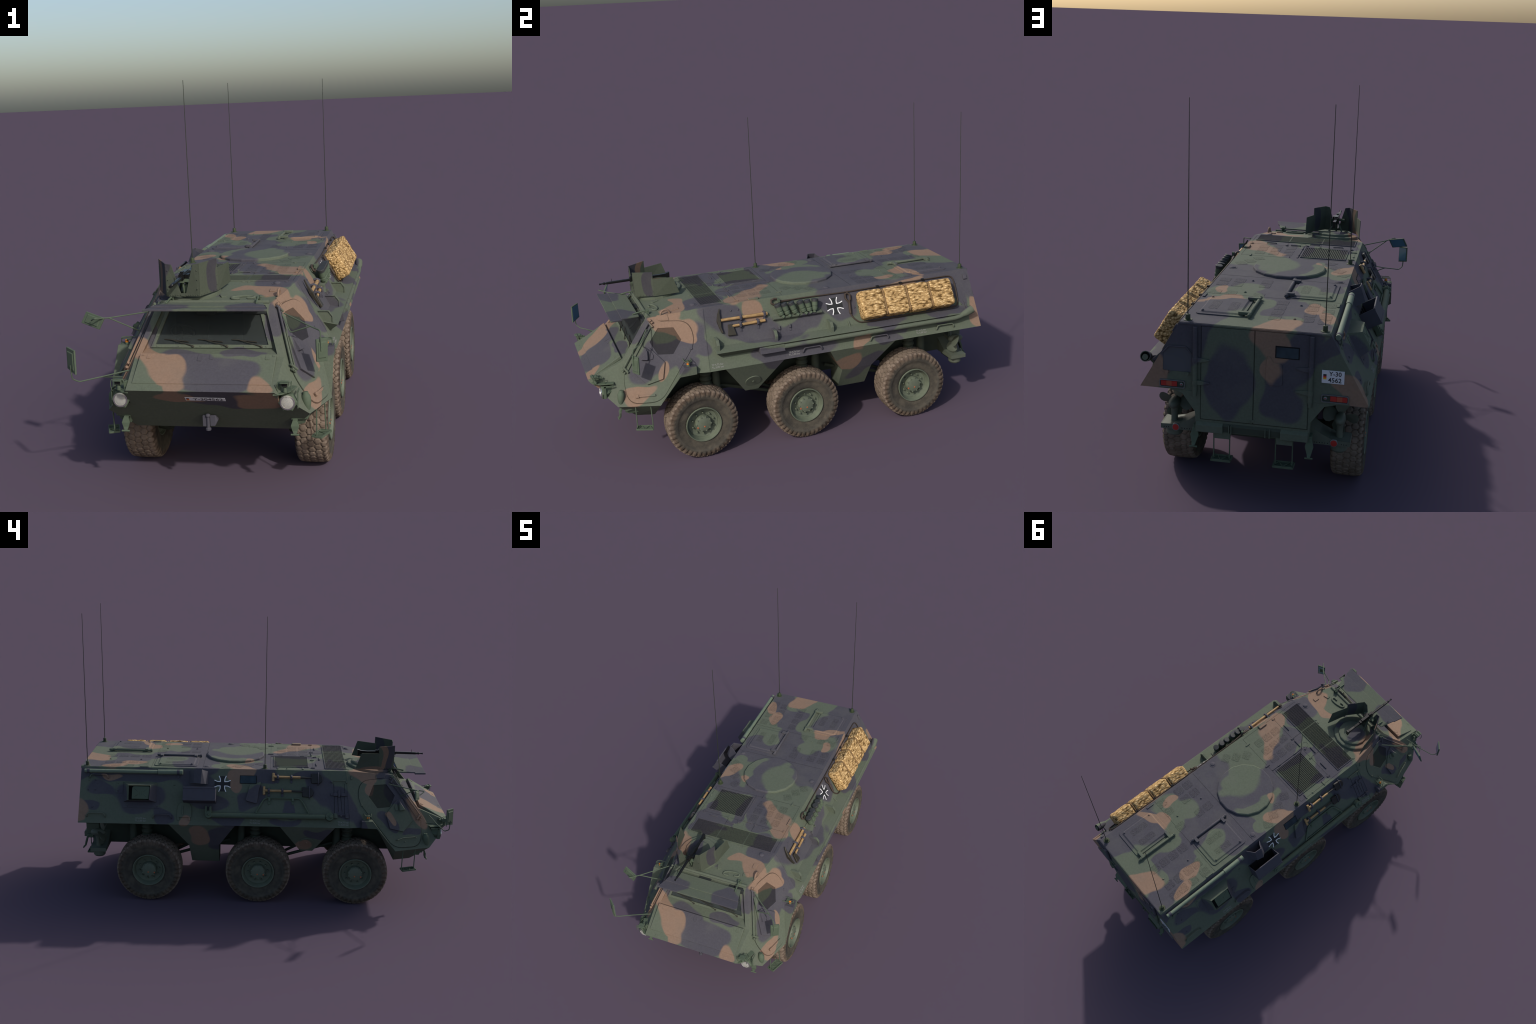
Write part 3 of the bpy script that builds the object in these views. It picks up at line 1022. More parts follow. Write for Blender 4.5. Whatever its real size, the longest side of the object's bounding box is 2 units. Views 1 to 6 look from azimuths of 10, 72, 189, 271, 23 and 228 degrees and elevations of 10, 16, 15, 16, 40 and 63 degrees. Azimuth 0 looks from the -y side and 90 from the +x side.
    g.tube(arc_path([cab_roof(x, y, 0.003) for x, y in pth], 0.01, 3), 0.0052, 8)
    g.obj('roof_handle', CAMO, smooth=50)


def step_frame(name, s):
    g = Geo()
    c = [(0.4005, -0.815), (0.4285, -0.742), (0.3895, -0.733), (0.3645, -0.802)]
    z0, z1 = 0.206, 0.2135
    P = [Vector((hx(s, a), y, z1)) for a, y in c]
    for i in range(4):
        a, b = P[i], P[(i + 1) % 4]
        d = (b - a).normalized()
        q = Vector((-d.y, d.x, 0)) * 0.0022
        lo = Vector((0, 0, z0 - z1))
        g.hexa([a - q + lo, b - q + lo, b + q + lo, a + q + lo, a - q, b - q, b + q, a + q])
    zig = [P[0].lerp(P[1], 0.03), P[3].lerp(P[2], 0.25), P[0].lerp(P[1], 0.5), P[3].lerp(P[2], 0.75), P[0].lerp(P[1], 0.97)]
    for a, b in zip(zig, zig[1:]):
        g.tube([a - Vector((0, 0, 0.003)), b - Vector((0, 0, 0.003))], 0.0018, 5)
    bed = [p - Vector((0, 0, 0.005)) for p in P]
    g.hexa([p - Vector((0, 0, 0.001)) for p in bed] + bed)
    for (h0, y0), (h1, y1) in (((0.3845, -0.808), (0.382, -0.806)), ((0.4065, -0.741), (0.409, -0.737))):
        g.tube([(hx(s, h1), y1, 0.21), (hx(s, h0), y0, 0.328)], 0.0028, 6)
    g.obj(name, PAINT, bevel=0.0004)


def fender(s):
    f = flank(s)
    g = Geo()
    prof = [(-0.515, 0.445), (-0.515, 0.484), (-0.573, 0.484), (-0.6975, 0.3225), (-0.595, 0.4425)]
    inner = [f(y, z, -0.01) for y, z in prof]
    outer = [Vector((hx(s, 0.4295), y, z)) for y, z in prof]
    g.loft([inner, outer])
    g.obj('fender', CAMO, bevel=0.0012)
    # indicator lamp under its wire guard
    lamp = empty('indicator_lamp', ROOT)
    c = Vector((hx(s, 0.400), -0.549, 0.484))
    g = Geo()
    g.lathe(c, (0, 0, 1), [(0.008, -0.002), (0.0075, 0.006)], 12)
    g.obj('lamp_socket', PAINT, lamp, smooth=40)
    g = Geo()
    g.lathe(c, (0, 0, 1), [(0.0072, 0.006), (0.0075, 0.010), (0.0065, 0.0155), (0.003, 0.018)], 12)
    g.obj('amber_lens', ORANGE, lamp, smooth=50)
    g = Geo()
    pts = []
    for i in range(9):
        a = math.pi * i / 8
        pts.append(Vector((c.x + s * (0.006 + 0.015 * math.sin(a)), c.y + 0.017 * math.cos(a), 0.508)))
    a0 = Vector((f(c.y + 0.017, 0.508).x, c.y + 0.017, 0.508))
    b0 = Vector((f(c.y - 0.017, 0.508).x, c.y - 0.017, 0.508))
    g.tube([a0] + pts + [b0], 0.0018, 6)
    g.tube([pts[4], (pts[4].x + s * 0.001, pts[4].y, 0.484)], 0.0018, 6)
    g.tube([pts[4], (pts[4].x - s * 0.042, pts[4].y, 0.508)], 0.0012, 6)
    g.box((c.x - s * 0.012, c.y, 0.503), (0.016, 0.030, 0.0012))
    g.obj('lamp_guard', PAINT, lamp, smooth=40)


def lamps(s):
    pod = empty('headlight', ROOT)
    # shelf plate roofing the pocket
    g = Geo()
    pl = [(0.258, -0.993), (0.285, -0.984), (0.313, -0.953), (0.330, -0.890), (0.285, -0.880), (0.258, -0.900)]
    g.loft([[(hx(s, a), y, 0.4225) for a, y in pl], [(hx(s, a), y, 0.4275) for a, y in pl]])
    pl = [(0.312, -0.950), (0.330, -0.888), (0.332, -0.888), (0.3145, -0.951)]
    g.obj('lamp_shelf', PAINT, pod, bevel=0.0008)
    c = Vector((hx(s, 0.3015), -0.943, 0.385))
    g = Geo()
    g.lathe(c, (0, -1, 0), [(0.018, -0.05), (0.031, -0.028), (0.0345, -0.006), (0.0345, 0.004), (0.0275, 0.006), (0.0265, 0.002)], 6, phase=0.5)
    g.obj('lamp_housing', PAINT, pod, bevel=0.001)
    g = Geo()
    g.lathe(c, (0, -1, 0), [(0.0268, 0.004), (0.0268, 0.0085), (0.0215, 0.0095), (0.020, 0.006)], 28, cap=False)
    g.obj('lamp_reflector', CHROME, pod, smooth=40)
    g = Geo()
    g.lathe(c, (0, -1, 0), [(0.0205, 0.0075), (0.013, 0.0025), (0.005, 0.0005)], 28)
    g.obj('lamp_bowl', BOWL, pod, smooth=40)
    g = Geo()
    g.ball(c + Vector((0, -0.003, 0)), (0.005, 0.004, 0.005), 10, 6)
    g.box(c + Vector((0, -0.0045, 0.006)), (0.026, 0.002, 0.004))
    g.obj('lamp_bulb', simple_lamp, pod, smooth=50)
    g = Geo()
    g.lathe(c, (0, -1, 0), [(0.0212, 0.0085), (0.016, 0.0122), (0.009, 0.0140), (0.002, 0.0146)], 24)
    g.obj('lamp_lens', LENS, pod, smooth=60)
    g = Geo()
    g.box((hx(s, 0.336), -0.935, 0.392), (0.003, 0.012, 0.062))
    g.box((hx(s, 0.336), -0.915, 0.418), (0.003, 0.045, 0.008))
    g.box((hx(s, 0.300), -0.905, 0.385), (0.05, 0.03, 0.012))
    g.obj('lamp_bracket', PAINT, pod, bevel=0.0006)
    # blackout lamp on top with its wire hoop
    g = Geo()
    c = Vector((hx(s, 0.2975), -0.968, 0.428))
    g.lathe(c, (0, 0, 1), [(0.0075, 0), (0.0065, 0.018)], 10)
    g.box(c + Vector((0, 0.002, 0.029)), (0.027, 0.024, 0.016))
    g.box(c + Vector((0, -0.008, 0.0385)), (0.031, 0.030, 0.003))
    g.box(c + Vector((s * 0.0, 0.020, 0.026)), (0.010, 0.018, 0.010))
    g.box(c + Vector((-s * 0.022, 0.014, 0.018)), (0.010, 0.020, 0.022))
    g.obj('blackout_lamp', PAINT, pod, bevel=0.001)
    g = Geo()
    g.box(c + Vector((0, -0.0105, 0.028)), (0.020, 0.0015, 0.009))
    g.obj('blackout_lens', BLACK, pod)
    g = Geo()
    w = 0.0225
    for y in (-0.012,):
        pts = [c + Vector((-w, y + 0.004, -0.001)), c + Vector((-w - 0.004, y, 0.020)), c + Vector((-w, y, 0.042)), c + Vector((w, y, 0.042)),
               c + Vector((w + 0.002, y, 0.020)), c + Vector((w, y + 0.004, -0.001))]
        g.tube(arc_path(pts, 0.006, 3), 0.0016, 6)
        g.tube([c + Vector((w, y, 0.040)), c + Vector((w - 0.004, 0.03, 0.030)), c + Vector((w - 0.006, 0.04, 0.0))], 0.0016, 6)
    g.obj('lamp_hoop', PAINT, pod, smooth=50)


simple_lamp = simple('lamp_bulb_brass', (0.30, 0.27, 0.12), 0.3, 0.4, var=0.2)
cab()


def cab_interior():
    g = Geo()
    # dashboard across the width
    pts = [(-0.775, 0.50), (-0.765, 0.532), (-0.735, 0.527), (-0.715, 0.50), (-0.72, 0.44), (-0.775, 0.44)]
    g.loft([[(hx(w, 0.25), y, z) for y, z in pts] for w in (-1, 1)])
    g.obj('dashboard', INTERIOR, bevel=0.002)
    for x in (-0.135, 0.135):
        st = empty('seat', ROOT)
        g = Geo()
        g.prism(lambda u, v, w: Vector((CX + x + u, -0.515 + w + 0.18 * (v - 0.56), v)), rrect(0, 0.565, 0.13, 0.17, 0.02), -0.014, 0.014)
        g.obj('seat_back', SEAT, st, bevel=0.004)
        g = Geo()
        g.prism(lambda u, v, w: Vector((CX + x + u, v, 0.478 + w)), rrect(0, -0.585, 0.13, 0.12, 0.02), -0.016, 0.014)
        g.obj('seat_cushion', SEAT, st, bevel=0.004)
    g = Geo()
    c = Vector((CX - 0.135, -0.672, 0.565))
    n = Vector((0, 0.75, 0.66)).normalized()
    u = Vector((1, 0, 0))
    v = n.cross(u)
    g.tube([c + (u * math.cos(a) + v * math.sin(a)) * 0.046 for a in [i * math.pi / 14 for i in range(28)]], 0.0042, 8, closed=True)
    for a in (0.5, 2.6, 4.7):
        g.tube([c, c + (u * math.cos(a) + v * math.sin(a)) * 0.045], 0.003, 6)
    g.tube([c, c - n * 0.09], 0.006, 8)
    g.obj('steering_wheel', SEAT, smooth=50)
    g = Geo()
    for x, w, h in ((-0.03, 0.07, 0.028), (0.155, 0.09, 0.024)):
        g.box((CX + x, -0.70, 0.655), (w, 0.03, h))
    g.box((CX, -0.475, 0.53), (0.40, 0.012, 0.12))
    g.obj('cab_box', SEAT, bevel=0.002)


cab_interior()


# ------------------------------------------------------------------ roof
def grille(name, x0, x1, y0, y1, count, along_x, bars=()):
    root = empty(name, ROOT)
    g = Geo()
    g.prism(roof, [(x0, y0), (x1, y0), (x1, y1), (x0, y1)], -0.002, 0.0007)
    g.obj('grille_dark_plate', BLACK, root)  # flat black plate lying on the roof under the slats
    g = Geo()
    for i in range(count):
        t = (i + 0.5) / count
        if along_x:
            y = y0 + (y1 - y0) * t
            g.prism(roof, [(x0, y - 0.0014), (x1, y - 0.0014), (x1, y + 0.0014), (x0, y + 0.0014)], 0.0, 0.0030)
        else:
            x = x0 + (x1 - x0) * t
            g.prism(roof, [(x - 0.0020, y0), (x + 0.0020, y0), (x + 0.0020, y1), (x - 0.0020, y1)], 0.0, 0.0030)
    for x in bars:
        g.prism(roof, [(x - 0.003, y0), (x + 0.003, y0), (x + 0.003, y1), (x - 0.003, y1)], 0.0, 0.0034)
    o = g.obj('grille_slat', CAMO_SLAT, root)
    o['kind'] = 'stuff'
    g = Geo()
    b = 0.0045
    for a in ((x0 - b, y0 - b, x1 + b, y0), (x0 - b, y1, x1 + b, y1 + b), (x0 - b, y0, x0, y1), (x1, y0, x1 + b, y1)):
        g.prism(roof, [(a[0], a[1]), (a[2], a[1]), (a[2], a[3]), (a[0], a[3])], -0.001, 0.0042)
    g.obj('grille_frame', CAMO, root, bevel=0.0008)


def dome(g, p, r, h, flange=1.35, n=(0, 0, 1)):
    prof = [(r * flange, -0.001), (r * flange, 0.0012), (r * 1.02, 0.0014)]
    for i in range(6):
        a = i / 6 * math.pi / 2
        prof.append((r * math.cos(a), 0.0014 + h * math.sin(a)))
    prof.append((r * 0.05, 0.0014 + h))
    g.lathe(p, n, prof, 20)


def roof_parts():
    grille('engine_grille', -0.2185, 0.2665, -0.434, -0.3265, 16, True, (-0.059, 0.103))
    grille('radiator_grille', -0.199, 0.005, -0.2305, -0.0505, 24, False)
    g = Geo()
    strip(roof, (0.0205, -0.255), (0.0205, -0.032), 0.0055, -0.001, 0.003, g)
    for y in (-0.205, -0.085):
        g.prism(roof, rrect(0.0205, y, 0.007, 0.022, 0.002, 2), 0.0, 0.005)
    g.obj('grille_rail', CAMO, bevel=0.0006)
    # T-handles, hinges and pulls
    lat = Geo()
    lat.prism(roof, rrect(0, 0, 0.013, 0.017, 0.001, 2), 0.712 - 0.712 - 0.001, 0.003)
    lat.prism(roof, rrect(0, 0, 0.004, 0.021, 0.001, 2), 0.0, 0.005)
    me = lat.mesh('roof_latch')
    for x, y, a in ((-0.214, -0.2575, 0), (-0.059, -0.2575, 0), (0.006, -0.274, 30), (0.104, -0.2575, 0), (0.277, -0.2575, 0)):
        o = link('roof_latch', me, CAMO)
        o.location = (x, y, 0)
        o.rotation_euler.z = math.radians(a)
    g = Geo()
    for x, y, a in ((0.060, -0.030, 0), (0.240, -0.030, 0), (-0.228, -0.070, 90), (-0.229, -0.204, 90)):
        g.prism(roof, rrect(x, y, 0.007, 0.030, 0.002, 2, math.radians(a)), -0.001, 0.0042)
        g.prism(roof, rrect(x, y, 0.012, 0.014, 0.001, 2, math.radians(a)), -0.001, 0.0022)
    for x, y in ((0.089, -0.447), (0.111, -0.447), (0.262, -0.447), (-0.222, -0.447)):
        g.prism(cab_roof, rrect(x, y, 0.010, 0.010, 0.001, 2), -0.001, 0.003)
    g.obj('roof_hinge', CAMO, bevel=0.0006)
    g = Geo()
    for x, y in ((-0.146, -0.278), (-0.029, -0.299), (0.060, -0.258), (0.183, -0.278)):
        g.tube([roof(x - 0.024, y, 0.0), roof(x - 0.022, y, 0.004), roof(x + 0.022, y, 0.004), roof(x + 0.024, y, 0.0)], 0.0022, 6)
    g.tube([roof(0.025 + 0.017 * math.cos(a), -0.288 + 0.017 * math.sin(a), 0.0004) for a in [i * math.pi / 10 for i in range(20)]], 0.0008, 5, closed=True)
    g.obj('roof_pull', CAMO, smooth=50)
    g = Geo()
    g.prism(roof, rrect(0.286, -0.178, 0.026, 0.052, 0.004, 3), -0.001, 0.008)
    g.obj('roof_box', CAMO, bevel=0.0015)
    # raised round blanking plate
    g = Geo()
    c = (CX, 0.167, 0.712)
    g.lathe(c, (0, 0, 1), [(0.1625, -0.002), (0.1615, 0.009), (0.156, 0.0125), (0.05, 0.013)], 16, phase=0.5)
    g.obj('turret_blanking_plate', CAMO, bevel=0.001)
    # periscope domes and bolt heads
    g = Geo()
    for p, r in (((0.227, -0.464), 0.0145), ((0.273, 0.206), 0.014), ((-0.2145, 0.3105), 0.0145)):
        if p[1] < -0.434:
            dome(g, cab_roof(*p), r, 0.007, 1.5, (0, -0.124, 0.992))
        else:
            dome(g, roof(*p), r, 0.004, 1.4)
    g.obj('roof_dome', CAMO, smooth=35)
    rv = Geo()
    dome(rv, (0, 0, 0), 0.0048, 0.0035, 1.3)
    me = rv.mesh('roof_bolt', 35)
    for x, y, z in ((0.145, 0.393, 0.712), (0.144, 0.562, 0.712), (-0.103, 0.680, 0.712), (-0.103, 0.849, 0.712),
                    (0.249, 0.682, 0.7205), (0.248, 0.852, 0.7205), (-0.203, 0.393, 0.7205), (-0.203, 0.561, 0.7205), (-0.235, -0.118, 0.712)):
        o = link('roof_bolt', me, CAMO)
        o.location = (x, y, z)
    # troop hatches with their torsion-bar hinges
    for x0, x1, y0, y1, sgn in ((0.087, 0.271, 0.651, 0.880, 1), (-0.2245, -0.040, 0.362, 0.594, -1)):
        h = empty('troop_hatch', ROOT)
        cx, cy = (x0 + x1) / 2, (y0 + y1) / 2
        w, l = x1 - x0, y1 - y0
        g = Geo()
        g.prism(roof, rrect(cx, cy, w, l, 0.018), -0.001, 0.0042)
        g.loft([[roof(u, v, 0.004) for u, v in rrect(cx, cy, w - 0.022, l - 0.028, 0.012)],
                [roof(u, v, 0.0085) for u, v in rrect(cx, cy, w - 0.036, l - 0.044, 0.012)]])
        g.obj('hatch_lid', CAMO, h, bevel=0.0012)
        xb = x0 - 0.022 if sgn > 0 else x1 + 0.011
        g = Geo()
        g.tube([roof(xb, y0 - 0.004, 0.009), roof(xb, y1 + 0.006, 0.009)], 0.0068, 10)
        for y in (y0 + 0.0, y1 - 0.004):
            g.lathe(roof(xb, y - 0.010, 0.009), (0, 1, 0), [(0.0085, 0), (0.0085, 0.010)], 6)
        for y in (y0 + 0.022, y1 - 0.022):
            a, b = (xb - 0.006, x0 + 0.022) if sgn > 0 else (x1 - 0.020, xb + 0.006)
            g.prism(roof, rrect((a + b) / 2, y, b - a, 0.017, 0.003, 2), 0.006, 0.0175)
        g.obj('hatch_hinge', CAMO, h, bevel=0.001, smooth=40)
        g = Geo()
        for dx in (-0.037, 0.037):
            g.prism(roof, rrect(cx + dx * (1 if sgn > 0 else 1), cy + 0.01, 0.036, 0.10, 0.006, 3), 0.008, 0.0089)
        g.obj('anti_slip_pad', CAMO_PAD, h)
    g = Geo()
    for x in (0.294, -0.249):
        g.prism(roof, rrect(x + (-0.003 if x > 0 else 0.003), 0.643, 0.010, 0.046, 0.002, 2), -0.004, 0.004)
    g.obj('drain_notch', CAMO, bevel=0.0008)
    # anti-slip pads
    pad = Geo()
    pad.prism(lambda u, v, w: Vector((u, v, w)), rrect(0, 0, 0.046, 0.052, 0.007, 3), -0.001, 0.0007)
    me = pad.mesh('anti_slip_pad')
    spots = [(0.252, 0.124, 30), (0.221, 0.073, 30), (0.191, 0.019, 30), (-0.147, 0.022, -24), (-0.174, 0.089, -24), (-0.197, 0.144, -24), (-0.221, 0.203, -24)]
    spots += [(x, y, 0) for x in (0.207, 0.142, 0.075) for y in (-0.212, -0.150, -0.090)]
    spots += [(x, y, 0) for x in (0.262, 0.198) for y in (0.582, 0.462, 0.40)] + [(0.083, y, 0) for y in (0.393, 0.452, 0.586)]
    spots += [(-0.028, y, 0) for y in (0.660, 0.724, 0.786, 0.848)] + [(-0.152, y, 0) for y in (0.655, 0.714, 0.782, 0.844)]
    spots += [(-0.215, y, 0) for y in (0.652, 0.728, 0.800, 0.856)]
    for x, y, a in spots:
        o = link('anti_slip_pad', me, CAMO_PAD)
        o.location = (x, y, 0.712)
        o.rotation_euler.z = math.radians(a)
    # whip antennas
    for x, y in ((-0.230, 0.952), (0.2785, 0.952), (-0.230, -0.001)):
        a = empty('whip_antenna', ROOT)
        g = Geo()
        g.lathe(roof(x, y), (0, 0, 1), [(0.0175, -0.001), (0.0165, 0.002), (0.0095, 0.0025), (0.0092, 0.020), (0.008, 0.022), (0.003, 0.023)], 16)
        g.obj('antenna_base', ANT_BASE, a, smooth=40)
        g = Geo()
        g.tube([roof(x, y, 0.02), roof(x, y, 0.3), roof(x, y, 0.6), (x, y, 1.52)], 0.0021, 6, r1=0.0012)
        g.obj('antenna_rod', ANT, a, smooth=60)


roof_parts()


# ------------------------------------------------------------------ gunner's station
def gun_station():
    st = empty('gun_station', ROOT)
    gx, gy = -0.0925, -0.565
    g = Geo()
    n = (0, -0.124, 0.992)
    c = cab_roof(gx - 0.003, gy, 0)
    g.lathe(c, n, [(0.118, -0.004), (0.118, 0.012), (0.112, 0.0145), (0.07, 0.0145)], 18, phase=0.5)
    g.obj('ring_mount', CAMO, st, bevel=0.001)
    c2 = cab_roof(gx - 0.004, gy + 0.012, 0.012)
    g = Geo()
    g.lathe(c2, n, [(0.084, 0), (0.084, 0.012), (0.078, 0.0145), (0.055, 0.015), (0.045, 0.019), (0.02, 0.020)], 14, phase=0.5)
    g.obj('hatch_cover', CAMO, st, bevel=0.001)
    # folded armour shields
    t = 0.0032
    for s in SIDES:
        P = lambda h, y, z: Vector((gx + s * h, y, z))
        panels = [[P(0.041, -0.697, 0.828), P(0.064, -0.697, 0.832), P(0.0625, -0.694, 0.706), P(0.006, -0.690, 0.706), P(0.010, -0.690, 0.718)],
                  [P(0.064, -0.697, 0.832), P(0.113, -0.609, 0.836), P(0.1135, -0.607, 0.711), P(0.0625, -0.694, 0.706)],
                  [P(0.113, -0.609, 0.799), P(0.1375, -0.514, 0.805), P(0.1375, -0.484, 0.721), P(0.1135, -0.607, 0.711)]]
        g = Geo()
        for q in panels:
            nn = (q[1] - q[0]).cross(q[-1] - q[0]).normalized()
            g.loft([[p - nn * t / 2 for p in q], [p + nn * t / 2 for p in q]])
        g.obj('gun_shield', CAMO_SHIELD, st, bevel=0.0004)
        rv = []
        for k in range(6):
            rv.append(panels[0][3].lerp(panels[0][2], (k + 0.5) / 6) + Vector((0, -0.002, 0.005)))
        for k in range(6):
            rv.append(panels[1][3].lerp(panels[1][2], (k + 0.5) / 6) + Vector((s * 0.0015, -0.001, 0.005)))
        for z in (0.735, 0.77, 0.805):
            rv.append(P(0.056, -0.699, z))
            rv.append(P(0.110, -0.611, z) + Vector((s * 0.002, -0.001, 0)))
        g = Geo()
        for p in rv:
            g.ball(p, (0.0022, 0.0022, 0.0022), 8, 5)
        o = g.obj('shield_rivet', CAMO_SHIELD, st, smooth=50)
        o['kind'] = 'stuff'
    g = Geo()
    g.hexa([(gx - 0.010, -0.6925, 0.706), (gx + 0.010, -0.6925, 0.706), (gx + 0.010, -0.689, 0.706), (gx - 0.010, -0.689, 0.706),
            (gx - 0.010, -0.6925, 0.718), (gx + 0.010, -0.6925, 0.718), (gx + 0.010, -0.689, 0.718), (gx - 0.010, -0.689, 0.718)])
    g.obj('shield_lip', CAMO_SHIELD, st)
    # machine gun
    mg = empty('machine_gun', st)
    x = -0.096
    A, B = Vector((x, -0.858, 0.776)), Vector((x, -0.502, 0.781))
    d = (B - A).normalized()
    at = lambda k, z=0.0: A + d * k + Vector((0, 0, z))
    g = Geo()
    g.lathe(A, d, [(0.0055, 0), (0.0042, 0.004), (0.0032, 0.014), (0.0034, 0.018), (0.0062, 0.020), (0.0066, 0.027), (0.0045, 0.030), (0.006, 0.034), (0.0068, 0.045), (0.0070, 0.16)], 8, phase=0.5)
    g.tube([at(0.062, 0.005), at(0.062, 0.020)], 0.0012, 6)
    g.obj('gun_barrel', GUN, mg, smooth=40)
    g = Geo()
    R = Matrix.Identity(3)
    g.box(at(0.205, 0.001), (0.019, 0.105, 0.022), R)
    g.box(at(0.200, 0.014), (0.017, 0.085, 0.006), R)
    g.box(at(0.175, 0.019), (0.013, 0.018, 0.006), R)
    g.box(at(0.225, -0.018), (0.010, 0.014, 0.018), R)
    g.box(at(0.19, 0.002) + Vector((0.016, 0, 0)), (0.014, 0.030, 0.014), R)
    g.obj('gun_receiver', GUN, mg, bevel=0.001)
    g = Geo()
    g.loft([[at(k, z) + Vector((u, 0, 0)) for u, z in ((-w, -hb), (w, -hb), (w, ht), (-w, ht))]
            for k, w, hb, ht in ((0.255, 0.008, 0.008, 0.006), (0.30, 0.006, 0.007, 0.004), (0.335, 0.007, 0.012, 0.006), (0.350, 0.008, 0.022, 0.011), (0.356, 0.008, 0.024, 0.012))])
    g.obj('gun_stock', GUN, mg, bevel=0.001)
    g = Geo()
    top = at(0.175, -0.012)
    g.box(at(0.180, -0.014), (0.020, 0.045, 0.010))
    g.box(top + Vector((0.022, 0.0, 0.0)), (0.034, 0.022, 0.010))
    g.box(top + Vector((-0.022, 0.0, 0.0)), (0.034, 0.022, 0.010))
    g.tube([top, Vector((gx - 0.042, -0.600, 0.704))], 0.0045, 6)
    g.tube([top, Vector((gx + 0.042, -0.600, 0.704))], 0.0045, 6)
    g.tube([top, Vector((gx, -0.672, 0.700))], 0.0050, 6)
    g.lathe(Vector((gx + 0.012, -0.665, 0.715)), (0, 0, 1), [(0.014, 0), (0.014, 0.030), (0.010, 0.034)], 12)
    g.obj('gun_mount', PAINT, mg, smooth=40)


gun_station()


# ------------------------------------------------------------------ mirrors
def plate_from(c4, t, g):
    n = (c4[1] - c4[0]).cross(c4[3] - c4[0]).normalized()
    g.loft([[p - n * t / 2 for p in c4], [p + n * t / 2 for p in c4]])
    return n


def mirror(corners, arms, glass_sign, s):
    m = empty('side_mirror', ROOT)
    c = [Vector(p) for p in corners]
    g = Geo()
    n = plate_from(c, 0.007, g)
    mid = sum(c, Vector()) / 4
    # stiffening boss on the back
    back = [mid + (p - mid) * 0.74 - n * glass_sign * 0.003 for p in c]
    back2 = [mid + (p - mid) * 0.66 - n * glass_sign * 0.0062 for p in c]
    g.loft([back, back2])
    g.obj('mirror_housing', PAINT, m, bevel=0.001)
    g = Geo()
    gl = [mid + (p - mid) * 0.86 + n * glass_sign * 0.0031 for p in c]
    g.loft([gl, [p + n * glass_sign * 0.0014 for p in gl]])
    g.obj('mirror_glass', MIRROR, m)
    g = Geo()
    for path in arms:
        g.tube(arc_path(path, 0.008, 3) if len(path) > 2 else path, 0.0026, 6)
    g.obj('mirror_arm', PAINT, m, smooth=50)


def mirrors():
    # left lower: rear-view mirror on the long bent arm
    mirror([(-0.468, -0.940, 0.497), (-0.424, -0.980, 0.484), (-0.424, -0.979, 0.573), (-0.467, -0.941, 0.577)],
           [[(-0.258, -0.887, 0.476), (-0.352, -0.915, 0.459), (-0.428, -0.944, 0.448), (-0.447, -0.962, 0.463), (-0.449, -0.966, 0.515)],
            [(-0.352, -0.915, 0.459), (-0.292, -0.868, 0.444)]], -1, -1)
    # left upper: square kerb mirror
    c = Vector((-0.419, -0.790, 0.637))
    w, h = Vector((0.079, -0.029, -0.0185)) / 2, Vector((-0.022, -0.002, -0.043)) / 2
    mirror([c - w + h, c + w + h, c + w - h, c - w - h],
           [[(-0.241, -0.664, 0.641), (-0.358, -0.788, 0.646), (-0.398, -0.832, 0.654), (-0.420, -0.806, 0.640)],
            [(-0.263, -0.724, 0.581), (-0.358, -0.788, 0.646)]], -1, -1)
    # right
    mirror([(0.414, -0.806, 0.490), (0.450, -0.781, 0.488), (0.454, -0.780, 0.574), (0.4135, -0.803, 0.572)],
           [[(0.285, -0.690, 0.641), (0.390, -0.762, 0.610), (0.430, -0.800, 0.604), (0.432, -0.803, 0.530)],
            [(0.280, -0.705, 0.640), (0.316, -0.749, 0.583), (0.390, -0.762, 0.610)]], -1, 1)


mirrors()


